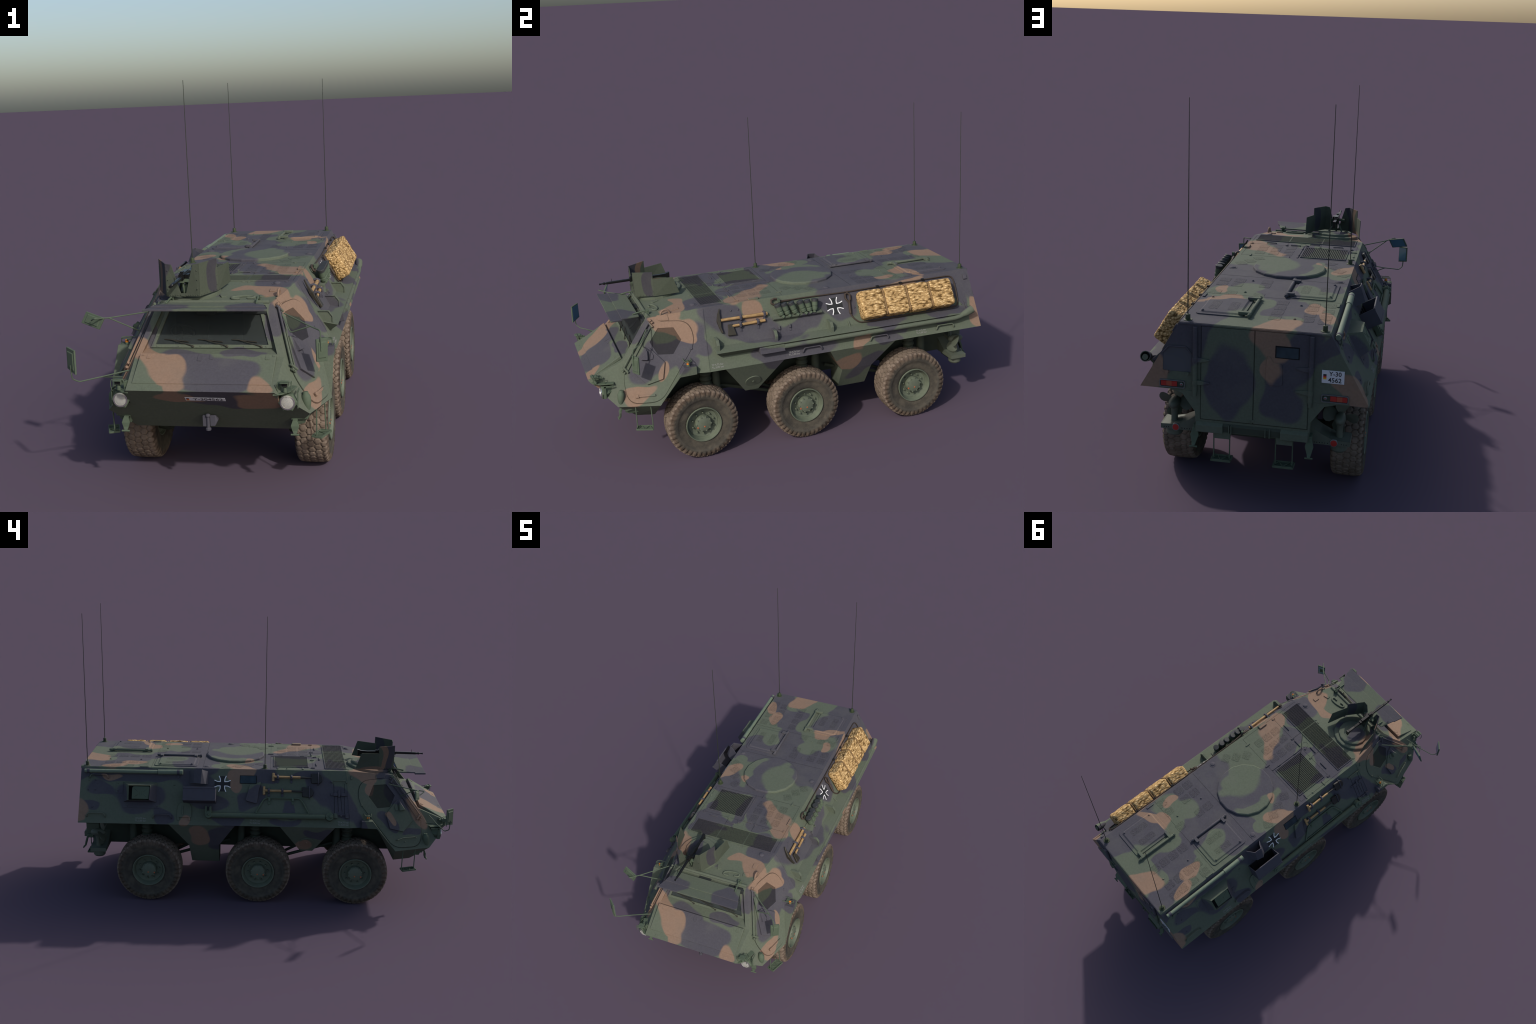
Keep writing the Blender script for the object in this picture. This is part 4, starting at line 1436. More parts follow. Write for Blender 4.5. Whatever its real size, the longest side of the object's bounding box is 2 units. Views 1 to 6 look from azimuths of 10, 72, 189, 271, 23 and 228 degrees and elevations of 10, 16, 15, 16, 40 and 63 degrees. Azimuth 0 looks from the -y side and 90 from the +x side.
# ------------------------------------------------------------------ wheels
def tyre_mesh():
    prof = [(-0.052, 0.082), (-0.0575, 0.088), (-0.060, 0.098), (-0.0615, 0.112), (-0.0625, 0.126), (-0.0640, 0.1275), (-0.0640, 0.138), (-0.0650, 0.1405),
            (-0.0655, 0.148), (-0.0650, 0.1545), (-0.0625, 0.160), (-0.0590, 0.1655)]
    inner = [(-0.054 + 0.108 * i / 26, 0) for i in range(27)]
    inner = [(w, 0.1745 - 0.0035 * (abs(w) / 0.054) ** 4) for w, _ in inner]
    full = prof + inner + [(-w, r) for w, r in reversed(prof)]
    seg = 480
    nt = 40

    def groove(th, w, r):
        """0 on a block, 1 in the gap"""
        a = abs(w)
        t = th / (2 * math.pi) * nt
        if a <= 0.0545:
            best = []
            wu = w / 0.026
            k0 = round(wu)
            for k in (k0 - 1, k0, k0 + 1):
                off = 0.5 * (k % 2)
                j0 = round(t - off)
                for j in (j0 - 1, j0, j0 + 1):
                    best.append(math.hypot((t - j - off) * 0.95, (wu - k) * 0.85 + 0.10 * math.sin(2 * math.pi * (j + off) * 3 / nt)))
            best.sort()
            e = best[1] - best[0]
            return max(0.0, min(1.0, 1.3 - e / 0.13))
        if a < 0.0675 and r > 0.14:
            fr = (t + (0.25 if w > 0 else 0.0)) % 1.0
            e = abs(fr - 0.5)
            k = max(0.0, min(1.0, (0.27 - e) / 0.08))
            return k * max(0.0, min(1.0, (r - 0.140) / 0.010))
        return 0.0
    g = Geo()
    rings = []
    for i in range(seg):
        th = 2 * math.pi * i / seg
        ring = []
        for w, r in full:
            q = groove(th, w, r)
            depth = 0.0058 * q
            rr = r - depth * (1.0 if abs(w) <= 0.0545 else 0.85)
            ww = w * (1 - (0.045 * q if abs(w) > 0.0545 else 0.0))
            # moulded rings on the sidewall
            ring.append((ww, rr * math.cos(th), rr * math.sin(th)))
        rings.append(ring)
    n = len(full)
    vs = [p for r in rings for p in r]
    fs = []
    for i in range(seg):
        j = (i + 1) % seg
        for k in range(n - 1):
            fs.append((i * n + k, i * n + k + 1, j * n + k + 1, j * n + k))
    g.add(vs, fs)
    return g.mesh('tyre', 60)


def wheel_parts():
    out = {}
    out['tyre'] = (tyre_mesh(), TYRE)
    g = Geo()
    # outer face towards +x
    prof = [(0.030, -0.040), (0.076, -0.044), (0.082, -0.056), (0.0855, -0.056), (0.0855, 0.052), (0.0875, 0.0605), (0.0860, 0.0645), (0.0825, 0.064),
            (0.0780, 0.053), (0.0755, 0.040), (0.0735, 0.0375), (0.0715, 0.039), (0.0700, 0.0375), (0.052, 0.0335), (0.042, 0.0325), (0.01, 0.0325)]
    g.lathe((0, 0, 0), (1, 0, 0), prof, 48)
    out['rim'] = (g.mesh('rim', 30), RIM)
    g = Geo()
    g.lathe((0, 0, 0), (1, 0, 0), [(0.041, 0.031), (0.040, 0.044), (0.0385, 0.052), (0.0355, 0.057), (0.029, 0.0595), (0.005, 0.0605)], 20)
    for i in range(10):
        a = 2 * math.pi * (i + 0.5) / 10
        g.lathe((0.050, 0.0355 * math.cos(a), 0.0355 * math.sin(a)), (1, 0, 0), [(0.0042, 0), (0.0042, 0.0095), (0.002, 0.0105)], 8)
    out['hub'] = (g.mesh('hub', 35), RIM)
    g = Geo()
    for i in range(10):
        a = 2 * math.pi * i / 10
        g.lathe((0.033, 0.0535 * math.cos(a), 0.0535 * math.sin(a)), (1, 0, 0), [(0.0045, 0), (0.0045, 0.008), (0.0035, 0.012), (0.001, 0.013)], 8)
    out['wheel_nut'] = (g.mesh('wheel_nut', 35), RIM)
    g = Geo()
    for y, z in ((0.003, -0.012), (-0.030, -0.014)):
        g.lathe((0.054, y, z), (1, 0, 0), [(0.0042, 0), (0.0042, 0.007), (0.002, 0.008)], 10)
    out['wheel_valve'] = (g.mesh('wheel_valve', 40), COPPER)
    return out


RIM = simple('rim_paint', (0.098, 0.116, 0.082), 0.6, var=0.4, scale=70, bump=0.2, local=True)
WP = wheel_parts()
for s in SIDES:
    for k, y in enumerate(AXLES):
        w = empty('wheel', ROOT)
        w.location = (hx(s, 0.341), y, 0.1735)
        w.rotation_euler = (0.7 * k + (0.3 if s > 0 else 0.0), 0, 0 if s > 0 else math.pi)
        for name, (me, mat) in WP.items():
            o = link(name, me, mat, w)
            if name == 'wheel_valve':
                o.scale.y = s
                o.rotation_euler.x = -w.rotation_euler.x


def suspension():
    for s in SIDES:
        for k, y in enumerate(AXLES):
            dy = 0.045 if k == 0 else 0.018
            g = Geo()
            prof = []
            for i in range(6):
                z = 0.30 + 0.026 * i
                prof += [(0.024, z), (0.030, z + 0.009), (0.030, z + 0.016), (0.024, z + 0.024)]
            g.lathe((hx(s, 0.30), y + dy, 0), (0, 0, 1), prof, 18)
            g.obj('coil_spring', UNDER, smooth=30)
            g = Geo()
            yd = y + (0.095 if k else 0.10)
            g.lathe((hx(s, 0.288), yd, 0), (0, 0, 1), [(0.021, 0.20), (0.021, 0.385), (0.011, 0.405), (0.011, 0.45)], 16)
            g.obj('damper', UNDER, smooth=40)
            g = Geo()
            g.tube([(hx(s, 0.05), y, 0.185), (hx(s, 0.26), y, 0.176)], 0.032, 12)
            g.lathe((hx(s, 0.24), y, 0.175), (s, 0, 0), [(0.06, 0), (0.066, 0.02), (0.06, 0.05)], 20)
            g.obj('axle', UNDER, smooth=40)
            g = Geo()
            g.tube([(hx(s, 0.262), y, 0.180), (hx(s, 0.250), y - (0.43 if k else 0.10), 0.305 if k else 0.21)], 0.0085, 8)
            g.tube([(hx(s, 0.235), y, 0.165), (hx(s, 0.20), y - (0.25 if k else 0.08), 0.28 if k else 0.25)], 0.008, 8)
            g.obj('trailing_link', UNDER, smooth=40)


suspension()


# ------------------------------------------------------------------ lettering
def lettering(txt, size, fn, u0, v0, du, dv, w, name, mat, parent=None, depth=0.0006, align='CENTER', fat=0.0, sx=1.0):
    """Text laid on a surface: fn(u, v, w) with reading direction du (+1/-1 along u) and up direction dv."""
    cu = bpy.data.curves.new(name, 'FONT')
    cu.body = txt
    cu.size = size
    cu.align_x = align
    cu.align_y = 'CENTER'
    cu.extrude = depth
    cu.offset = fat
    cu.resolution_u = 3
    tmp = bpy.data.objects.new(name, cu)
    COL.objects.link(tmp)
    dg = bpy.context.evaluated_depsgraph_get()
    dg.update()
    me = bpy.data.meshes.new_from_object(tmp.evaluated_get(dg))
    bpy.data.objects.remove(tmp)
    for v in me.vertices:
        x, y, z = v.co
        v.co = fn(u0 + du * x * sx, v0 + dv * y, w + z)
    bm = bmesh.new()
    bm.from_mesh(me)
    bmesh.ops.recalc_face_normals(bm, faces=bm.faces)
    bm.to_mesh(me)
    bm.free()
    me.materials.clear()
    return link(name, me, mat, parent)


# ------------------------------------------------------------------ both flanks
def grab(f, y, z, w=0.049, name='grab_handle'):
    g = Geo()
    pts = [f(y - w, z - 0.004, 0), f(y - w, z - 0.002, 0.009), f(y - w + 0.008, z + 0.012, 0.013), f(y + w - 0.008, z + 0.012, 0.013), f(y + w, z - 0.002, 0.009), f(y + w, z - 0.004, 0)]
    g.tube(arc_path(pts, 0.010, 3), 0.0038, 8)
    for q in (-w, w):
        g.prism(f, rrect(y + q, z - 0.003, 0.009, 0.010, 0.003, 2), -0.001, 0.002)
    g.obj(name, CAMO, smooth=50)


def cross(s, y, z):
    f = side(s)
    k = 0.8689
    loc = lambda u, v, w: f(y + u, z + v * k, w)
    m = empty('national_marking', ROOT)
    g = Geo()
    arm = [(-0.0415, 0.0185), (-0.027, 0.0105), (-0.0095, 0.0085), (-0.0095, -0.0085), (-0.027, -0.0105), (-0.0415, -0.0185)]
    for t in range(4):
        c, q = (1, 0, -1, 0)[t], (0, 1, 0, -1)[t]
        pts = [(u * c - v * q, u * q + v * c) for u, v in arm]
        g.prism(loc, pts, -0.001, 0.0006)
    g.prism(loc, [(-0.0098, -0.0098), (0.0098, -0.0098), (0.0098, 0.0098), (-0.0098, 0.0098)], -0.001, 0.00065)
    g.obj('cross_field', CROSS, m)
    g = Geo()
    wd = 0.0022
    line = [(0.0425, 0.0190), (0.027, 0.0122), (0.0115, 0.0115)]
    for t in range(4):
        c, q = (1, 0, -1, 0)[t], (0, 1, 0, -1)[t]
        for mirror_d in (0, 1):
            pts = [(v, u) if mirror_d else (u, v) for u, v in line]
            if mirror_d:
                pass
            for (u0, v0), (u1, v1) in zip(pts, pts[1:]):
                a = Vector((u0 * c - v0 * q, u0 * q + v0 * c))
                b = Vector((u1 * c - v1 * q, u1 * q + v1 * c))
                dd = (b - a).normalized()
                pp = Vector((-dd.y, dd.x)) * wd
                a, b = a - dd * 0.0006, b + dd * 0.0006
                g.prism(loc, [tuple(a - pp), tuple(b - pp), tuple(b + pp), tuple(a + pp)], 0.0, 0.0011 + 0.0001 * mirror_d)
    g.obj('cross_outline', WHITE, m)


for s in SIDES:
    f = side(s)
    cross(s, 0.2225, 0.634 if s > 0 else 0.6405)
    rd = 1 if s > 0 else -1
    for y in ((-0.412, -0.031, 0.646) if s > 0 else (-0.418, 0.045, 0.648)):
        lettering('TF:4,75 bar\nTL:3,00 bar', 0.0125, f, y, 0.465, rd, 0.87, 0.0004, 'pressure_stencil', STENCIL, depth=0.0003)

# ------------------------------------------------------------------ right side equipment
def right_side():
    f = side(1)
    # shelf (splash rail) with gussets
    g = Geo()
    x = lambda z: hx(1, 0.2775 + 0.5696 * (0.711 - z))
    A = [(x(0.545) - 0.01, -0.418, 0.545), (0.459, -0.418, 0.531), (x(0.494) - 0.01, -0.386, 0.494)]
    B = [(x(0.545) - 0.01, 0.897, 0.545), (0.459, 0.897, 0.531), (x(0.494) - 0.01, 0.897, 0.494)]
    g.loft([A, B])
    g.obj('side_shelf', CAMO, bevel=0.002)
    for y in (-0.405, -0.118, 0.168):
        g = Geo()
        pts = [(x(0.584) - 0.004, 0.584), (0.421, 0.584), (0.437, 0.562), (0.437, 0.528), (x(0.528) - 0.004, 0.528)]
        core = [(x(0.578) - 0.004, 0.578), (0.417, 0.578), (0.432, 0.558), (0.432, 0.528), (x(0.528) - 0.004, 0.528)]
        g.loft([[(a, y - 0.0005, z) for a, z in core], [(a, y + 0.010, z) for a, z in core]])
        rim = [(x(0.584) - 0.004, 0.584), (0.421, 0.584), (0.437, 0.562), (0.437, 0.528), (0.434, 0.528), (0.434, 0.561), (0.4195, 0.581), (x(0.581) - 0.004, 0.581)]
        g.loft([[(a, y - 0.004, z) for a, z in rim], [(a, y + 0.011, z) for a, z in rim]])
        g.obj('shelf_gusset', CAMO, bevel=0.0008)
    g = Geo()
    for y, z0 in ((0.274, 0.574), (0.920, 0.583)):
        pts = [(x(z0) - 0.003, z0), (x(0.528) + 0.022, 0.529), (x(0.528) - 0.003, 0.528)]
        g.loft([[(a, y - 0.003, z) for a, z in pts], [(a, y + 0.003, z) for a, z in pts]])
    g.obj('shelf_fin', CAMO, bevel=0.0006)
    # exhaust: silencer box, long pipe, upturned outlet
    ex = empty('exhaust', ROOT)
    g = Geo()
    a = [(x(0.523) - 0.01, 0.5245), (0.4615, 0.5245), (0.4615, 0.512), (0.4665, 0.493), (x(0.490) - 0.01, 0.490)]
    g.loft([[(u, -0.206, z) for u, z in a], [(u, -0.083, z) for u, z in a]])
    g.obj('silencer_box', CAMO, ex, bevel=0.0015)
    g = Geo()
    g.tube(arc_path([(0.456, -0.085, 0.512), (0.456, 0.845, 0.512), (0.450, 0.930, 0.541)], 0.03, 4), 0.0115, 14)
    g.obj('exhaust_pipe', CAMO, ex, smooth=50)
    g = Geo()
    d = Vector((-0.006, 0.085, 0.032)).normalized()
    p = Vector((0.4535, 0.868, 0.521))
    g.lathe(p, d, [(0.0115, 0), (0.0185, 0.022), (0.020, 0.050), (0.0205, 0.064), (0.0175, 0.064), (0.0165, 0.040), (0.005, 0.038)], 18, cap=True)
    g.obj('exhaust_outlet', CAMO, ex, smooth=40)
    g = Geo()
    g.lathe(p, d, [(0.0172, 0.0385), (0.0178, 0.0635), (0.0172, 0.0635), (0.0164, 0.041), (0.002, 0.041)], 18)
    g.obj('exhaust_soot', BLACK, ex)
    g = Geo()
    for y in (0.10, 0.35, 0.60):
        g.lathe((0.456, y, 0.512), (0, 1, 0), [(0.0125, 0), (0.0125, 0.012)], 14)
    g.obj('pipe_clamp', CAMO, ex, smooth=40)
    for y in (0.061, 0.4145, 0.7775):
        grab(f, y, 0.465)
    # pickaxe
    p = empty('pickaxe', ROOT)
    g = Geo()
    g.tube([f(-0.360, 0.6465, 0.011), f(-0.24, 0.6465, 0.011), f(-0.129, 0.6455, 0.011)], 0.0072, 10, r1=0.0085)
    g.obj('handle', WOOD, p, smooth=50)
    g = Geo()
    pts = [(-0.357, 0.696), (-0.366, 0.674), (-0.371, 0.645), (-0.369, 0.617), (-0.362, 0.593)]
    rings = []
    for (y, z), w, t in zip(pts, (0.002, 0.0055, 0.009, 0.0055, 0.0035), (0.003, 0.004, 0.008, 0.005, 0.005)):
        rings.append([f(y - w, z, 0.011 - t), f(y + w, z, 0.011 - t), f(y + w, z, 0.011 + t), f(y - w, z, 0.011 + t)])
    g.loft(rings)
    g.obj('pick_head', STEEL, p, bevel=0.001)
    # axe
    p2 = empty('axe', ROOT)
    g = Geo()
    g.tube([f(-0.310, 0.616, 0.009), f(-0.22, 0.6175, 0.009), f(-0.145, 0.619, 0.009)], 0.0062, 10, r1=0.0075)
    g.obj('handle', WOOD, p2, smooth=50)
    g = Geo()
    g.prism(f, [(-0.330, 0.624), (-0.306, 0.624), (-0.303, 0.607), (-0.297, 0.577), (-0.338, 0.578), (-0.331, 0.606)], 0.004, 0.014)
    g.obj('axe_head', STEEL, p2, bevel=0.0015)
    straps = Geo()
    for y, z, w in ((-0.262, 0.6465, 0.016), (-0.143, 0.646, 0.016), (-0.270, 0.6165, 0.016), (-0.182, 0.618, 0.016)):
        straps.tube([f(y, z + 0.011, 0.0), f(y, z + 0.008, 0.014), f(y, z, 0.0205), f(y, z - 0.008, 0.014), f(y, z - 0.011, 0.0)], 0.006, 6)
        straps.prism(f, rrect(y, z - 0.020, 0.012, 0.018, 0.004, 2), -0.001, 0.003)
        straps.prism(f, rrect(y, z - 0.018, 0.006, 0.014, 0.002, 2), 0.0, 0.006)
    straps.obj('tool_clamp', PAINT_DARK, smooth=40)
    g = Geo()
    for y, z in ((-0.083, 0.573), (-0.028, 0.575)):
        g.prism(f, rrect(y, z, 0.012, 0.030, 0.004, 2), -0.001, 0.003)
        g.prism(f, rrect(y, z + 0.006, 0.010, 0.018, 0.003, 2), 0.0, 0.010)
    g.prism(f, rounded([(0.944, 0.664), (0.964, 0.664), (0.964, 0.690), (0.944, 0.690)], [0.001, 0.001, 0.009, 0.009], 4), -0.001, 0.008)
    g.prism(f, [(0.622, 0.702), (0.668, 0.702), (0.668, 0.7105), (0.622, 0.7105)], -0.003, 0.0015)
    g.obj('strap_buckle', CAMO, bevel=0.001)
    g = Geo()
    for y, z in ((-0.301, 0.682), (-0.264, 0.682)):
        dome(g, f(y, z), 0.004, 0.003, 1.2, (0.8689, 0, 0.4949))
    for y, z in ((0.896, 0.652), (0.900, 0.556), (0.322, 0.615)):
        dome(g, f(y, z), 0.004, 0.003, 1.2, (0.8689, 0, 0.4949))
    g.obj('side_bolt', CAMO, smooth=40)
    # six smoke dischargers fanned out on a tray
    tray = empty('smoke_launcher', ROOT)
    g = Geo()
    g.prism(f, [(-0.104, 0.640), (0.143, 0.640), (0.146, 0.622), (-0.104, 0.622)], 0.0, 0.005)
    q = [(-0.104, 0.632), (0.146, 0.630)]
    lo = [f(-0.105, 0.634, -0.002), f(0.146, 0.634, -0.002), f(0.146, 0.612, -0.002), f(-0.105, 0.612, -0.002)]
    hi = [Vector((0.376, -0.105, 0.628)), Vector((0.376, 0.146, 0.628)), Vector((0.374, 0.146, 0.621)), Vector((0.374, -0.105, 0.621))]
    g.loft([lo, hi])
    g.obj('launcher_tray', CAMO, tray, bevel=0.001)
    ys = (-0.078, -0.047, -0.010, 0.036, 0.073, 0.115)
    lean = (-0.016, -0.017, -0.020, -0.018, -0.010, 0.006)
    for y, l in zip(ys, lean):
        top = Vector((0.3565, y, 0.689))
        bot = Vector((0.3655, y - l * 1.0, 0.640))
        d = (top - bot)
        L = d.length
        g = Geo()
        g.lathe(bot, d, [(0.007, -0.006), (0.0140, 0.0), (0.0150, 0.012), (0.0132, 0.014), (0.0132, 0.018), (0.0150, 0.020), (0.0152, L - 0.008)], 16)
        foot = bot + Vector((0.006, -l * 0.2, -0.004))
        g.tube([bot, foot + Vector((0.004, -l * 0.5, -0.008))], 0.008, 8)
        g.obj('launcher_tube', PAINT, tray, smooth=40)
        g = Geo()
        g.lathe(bot, d, [(0.0165, L - 0.010), (0.0170, L + 0.002), (0.0150, L + 0.004), (0.003, L + 0.0045)], 16)
        g.obj('launcher_cap', RUBBERCAP, tray, smooth=40)
    # tow cable along the roof edge, an eye at each end
    tc = empty('tow_cable', ROOT)
    g = Geo()
    top = [f(-0.045, 0.688, 0.006), f(0.05, 0.690, 0.006), f(0.30, 0.6865, 0.006), f(0.50, 0.689, 0.006), f(0.86, 0.690, 0.006), f(0.885, 0.680, 0.006),
           f(0.888, 0.62, 0.006), f(0.880, 0.558, 0.006), f(0.86, 0.548, 0.006), f(0.42, 0.543, 0.006), f(0.33, 0.546, 0.006), f(0.302, 0.570, 0.006), f(0.292, 0.592, 0.008)]
    g.tube(arc_path(top, 0.02, 4), 0.0034, 8)
    g.obj('wire_rope', CABLE, tc, smooth=60)
    for path, stem in (([(-0.050, 0.688), (-0.062, 0.700), (-0.080, 0.703), (-0.097, 0.697), (-0.099, 0.685), (-0.086, 0.677), (-0.066, 0.678)], None),
                       ([(0.293, 0.640), (0.281, 0.660), (0.284, 0.677), (0.296, 0.681), (0.308, 0.670), (0.305, 0.650)], [(0.2985, 0.648), (0.295, 0.618), (0.292, 0.592)])):
        g = Geo()
        g.tube([f(y, z, 0.012) for y, z in path], 0.0048, 8, closed=True)
        if stem:
            g.tube([f(y, z, 0.010) for y, z in stem], 0.0062, 8)
        else:
            g.tube([f(-0.052, 0.688, 0.010), f(0.005, 0.6885, 0.007)], 0.0055, 8, r1=0.004)
        g.obj('cable_eye', CABLE, tc, smooth=50)
    g = Geo()
    g.box(f(-0.062, 0.692, 0.020), (0.012, 0.012, 0.020))
    g.obj('cable_hook', PAINT, tc, bevel=0.001)
    # rolled straw-coloured camouflage net, tied into four bulges
    roll = empty('camouflage_net_roll', ROOT)
    edges = [0.337, 0.4635, 0.590, 0.7145, 0.842]
    sec0 = [(0.322, 0.676), (0.381, 0.7045), (0.451, 0.587), (0.395, 0.552)]
    mid = Vector((sum(p[0] for p in sec0) / 4, sum(p[1] for p in sec0) / 4))
    outline = rounded(sec0, [0.008, 0.013, 0.014, 0.010], 6)
    # even out the spacing round the section
    ring = []
    for i in range(len(outline)):
        a, b = Vector(outline[i]), Vector(outline[(i + 1) % len(outline)])
        k = max(1, int((b - a).length / 0.006))
        ring += [a.lerp(b, j / k) for j in range(k)]
    for i in range(4):
        y0, y1 = edges[i], edges[i + 1]
        rings = []
        m = 26
        for j in range(m + 1):
            t = j / m
            e = min(t, 1 - t) * (y1 - y0)
            q = min(1.0, e / 0.020)
            k = 0.62 + 0.38 * math.sqrt(max(0.0, 1 - (1 - q) ** 2))
            y = y0 + (y1 - y0) * t
            rg = []
            for p in ring:
                d = p - mid
                nz = noise.noise(Vector((p.x * 60, y * 60, p.y * 60))) * 0.0022 + noise.noise(Vector((p.x * 170, y * 170, p.y * 170))) * 0.0016
                v = mid + d * (k + nz / max(d.length, 0.01))
                rg.append((v.x, y, v.y))
            rings.append(rg)
        g = Geo()
        g.loft(rings)
        g.obj('net_bundle', STRAW, roll, smooth=60)
    g = Geo()
    for y in edges[1:4]:
        g.tube([(mid.x + (p.x - mid.x) * 0.90, y, mid.y + (p.y - mid.y) * 0.90) for p in ring[::2]], 0.0042, 6, closed=True)
    g.obj('net_strap', ROPE, roll, smooth=60)
    g = Geo()
    for y in edges[1:4]:
        g.box(f(y, 0.690, 0.010), (0.010, 0.014, 0.008))
    g.obj('strap_hook', BLACK, roll)


right_side()


# ------------------------------------------------------------------ left side equipment
def left_side():
    f = side(-1)
    # cleaning-rod tube
    g = Geo()
    g.tube([f(0.958, 0.687, 0.014), f(0.568, 0.6875, 0.014)], 0.0105, 14)
    g.tube([f(0.566, 0.687, 0.014), f(0.434, 0.6885, 0.014)], 0.0135, 14)
    g.obj('storage_tube', TUBE, smooth=40)
    g = Geo()
    for y, r in ((0.938, 0.0115), (0.458, 0.0145)):
        g.tube([f(y - 0.007, 0.6875, 0.014), f(y + 0.007, 0.6875, 0.014)], r, 14)
        g.prism(f, rrect(y, 0.676, 0.012, 0.026, 0.004, 2), -0.001, 0.004)
    g.obj('tube_clamp', PAINT_DARK, smooth=40)
    grab(f, 0.881, 0.660)
    grab(f, 0.8855, 0.478)
    grab(f, 0.535, 0.477)
    g = Geo()
    for y, z in ((0.933, 0.645), (0.899, 0.646), (0.936, 0.600), (0.898, 0.601), (0.908, 0.520), (0.478, 0.630)):
        dome(g, f(y, z), 0.004, 0.0028, 1.25, (-0.8689, 0, 0.4949))
    g.obj('side_bolt', CAMO, smooth=40)
    # jerrycan rack
    r = empty('jerrycan_rack', ROOT)
    g = Geo()
    g.prism(f, [(0.788, 0.641), (0.750, 0.641), (0.750, 0.587), (0.788, 0.587)], -0.001, 0.002)
    g.prism(f, [(0.746, 0.546), (0.568, 0.546), (0.568, 0.560), (0.552, 0.560), (0.552, 0.519), (0.746, 0.519)], -0.001, 0.002)
    base = [(0.748, 0.640), (0.569, 0.640), (0.569, 0.547), (0.745, 0.547)]
    mouth = [(0.715, 0.616), (0.600, 0.617), (0.603, 0.548), (0.713, 0.547)]
    lo = [f(y, z, 0.0) for y, z in base]
    hi = [f(y, z, 0.048) for y, z in mouth]
    ins = [f(y * 0.985 + 0.657 * 0.015, z * 0.985 + 0.582 * 0.015, 0.048) for y, z in mouth]
    ins0 = [f(y, z, 0.004) for y, z in mouth]
    vs = lo + hi + ins + ins0
    fs = []
    for i in range(4):
        j = (i + 1) % 4
        fs += [(i, j, 4 + j, 4 + i), (4 + i, 4 + j, 8 + j, 8 + i), (8 + i, 8 + j, 12 + j, 12 + i)]
    g.add(vs, fs)
    g.obj('rack_frame', CAMO, r, bevel=0.001)
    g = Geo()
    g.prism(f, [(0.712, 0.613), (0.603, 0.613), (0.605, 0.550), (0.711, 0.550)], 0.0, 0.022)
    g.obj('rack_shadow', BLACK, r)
    g = Geo()
    g.prism(f, rounded([(0.695, 0.613), (0.604, 0.613), (0.606, 0.554), (0.695, 0.554)], [0.012, 0.002, 0.002, 0.002], 3), 0.010, 0.043)
    for a, b in (((0.684, 0.602), (0.664, 0.589)), ((0.616, 0.603), (0.634, 0.589)), ((0.682, 0.564), (0.664, 0.575)), ((0.618, 0.564), (0.634, 0.575))):
        g.tube([f(*a, 0.043), f(*b, 0.043)], 0.0018, 6)
    for y in (0.655, 0.643):
        g.tube([f(y, 0.591, 0.043), f(y, 0.573, 0.043)], 0.0016, 6)
    g.obj('jerrycan', PAINT, r, bevel=0.001)
    g = Geo()
    for y, z in ((0.776, 0.633), (0.777, 0.598), (0.721, 0.528), (0.566, 0.527)):
        dome(g, f(y, z, 0.0015), 0.0036, 0.0026, 1.2, (-0.8689, 0, 0.4949))
    g.obj('rack_bolt', CAMO, r, smooth=40)
    # two ventilation cowls, open at the top
    v = empty('ventilation_cowl', ROOT)
    g = Geo()
    a = [(0.401, 0.6985), (0.300, 0.6985), (0.300, 0.637), (0.399, 0.637)]
    back = [f(y, z, -0.001) for y, z in a]
    fr = [f(0.372, 0.694, 0.053), f(0.330, 0.695, 0.0565), f(0.318, 0.696, 0.030)]
    frb = [f(0.372, 0.634, 0.040), f(0.335, 0.630, 0.046), f(0.315, 0.633, 0.028)]
    t = 0.003
    out_t = [f(0.401, 0.6985, 0.0)] + fr + [f(0.300, 0.6985, 0.0)]
    out_b = [f(0.399, 0.637, 0.0)] + frb + [f(0.300, 0.637, 0.0)]
    cen = f(0.35, 0.70, 0.0)
    in_t = [p + (cen - p).normalized() * t for p in out_t]
    cenb = f(0.35, 0.64, 0.0)
    in_b = [p + (cenb - p).normalized() * t for p in out_b]
    n = 5
    vs = out_t + out_b + in_t + in_b
    fs = []
    for i in range(n - 1):
        fs += [(i, i + 1, n + i + 1, n + i), (2 * n + i, 3 * n + i, 3 * n + i + 1, 2 * n + i + 1), (i, 2 * n + i, 2 * n + i + 1, i + 1), (n + i, n + i + 1, 3 * n + i + 1, 3 * n + i)]
    g.add(vs, fs)
    g.obj('upper_cowl', PAINT_DARK, v)
    g = Geo()
    ya, yb, D, t = 0.4245, 0.2535, 0.0725, 0.0035
    zt, zb = 0.609, 0.547
    P = lambda y, w, z: f(y, z, w)

    def slab(y0, y1, w0, w1, z0, z1):
        g.hexa([P(y, w, z) for z in (z0, z1) for y, w in ((y0, w0), (y1, w0), (y1, w1), (y0, w1))])
    slab(ya, yb, -0.001, D, zb, zb + t)
    slab(ya, yb, D - t, D, zb + t, zt)
    slab(ya, ya - t, -0.001, D - t, zb + t, zt)
    slab(yb + t, yb, -0.001, D - t, zb + t, zt)
    slab(ya + 0.001, yb - 0.001, D - 0.005, D + 0.002, zt - 0.007, zt + 0.001)
    slab(ya + 0.001, yb - 0.001, D - 0.005, D + 0.002, zb - 0.001, zb + 0.007)
    g.obj('lower_cowl', PAINT_DARK, v, bevel=0.0008)
    g = Geo()
    g.prism(f, [(0.420, 0.607), (0.258, 0.607), (0.258, 0.552), (0.420, 0.552)], -0.001, 0.002)
    for k in range(4):
        g.tube([f(0.405 - 0.04 * k, 0.607, 0.004), f(0.405 - 0.04 * k, 0.552, 0.004)], 0.003, 6)
    g.obj('cowl_screen', BLACK, v)
    # bulged small hatch
    g = Geo()
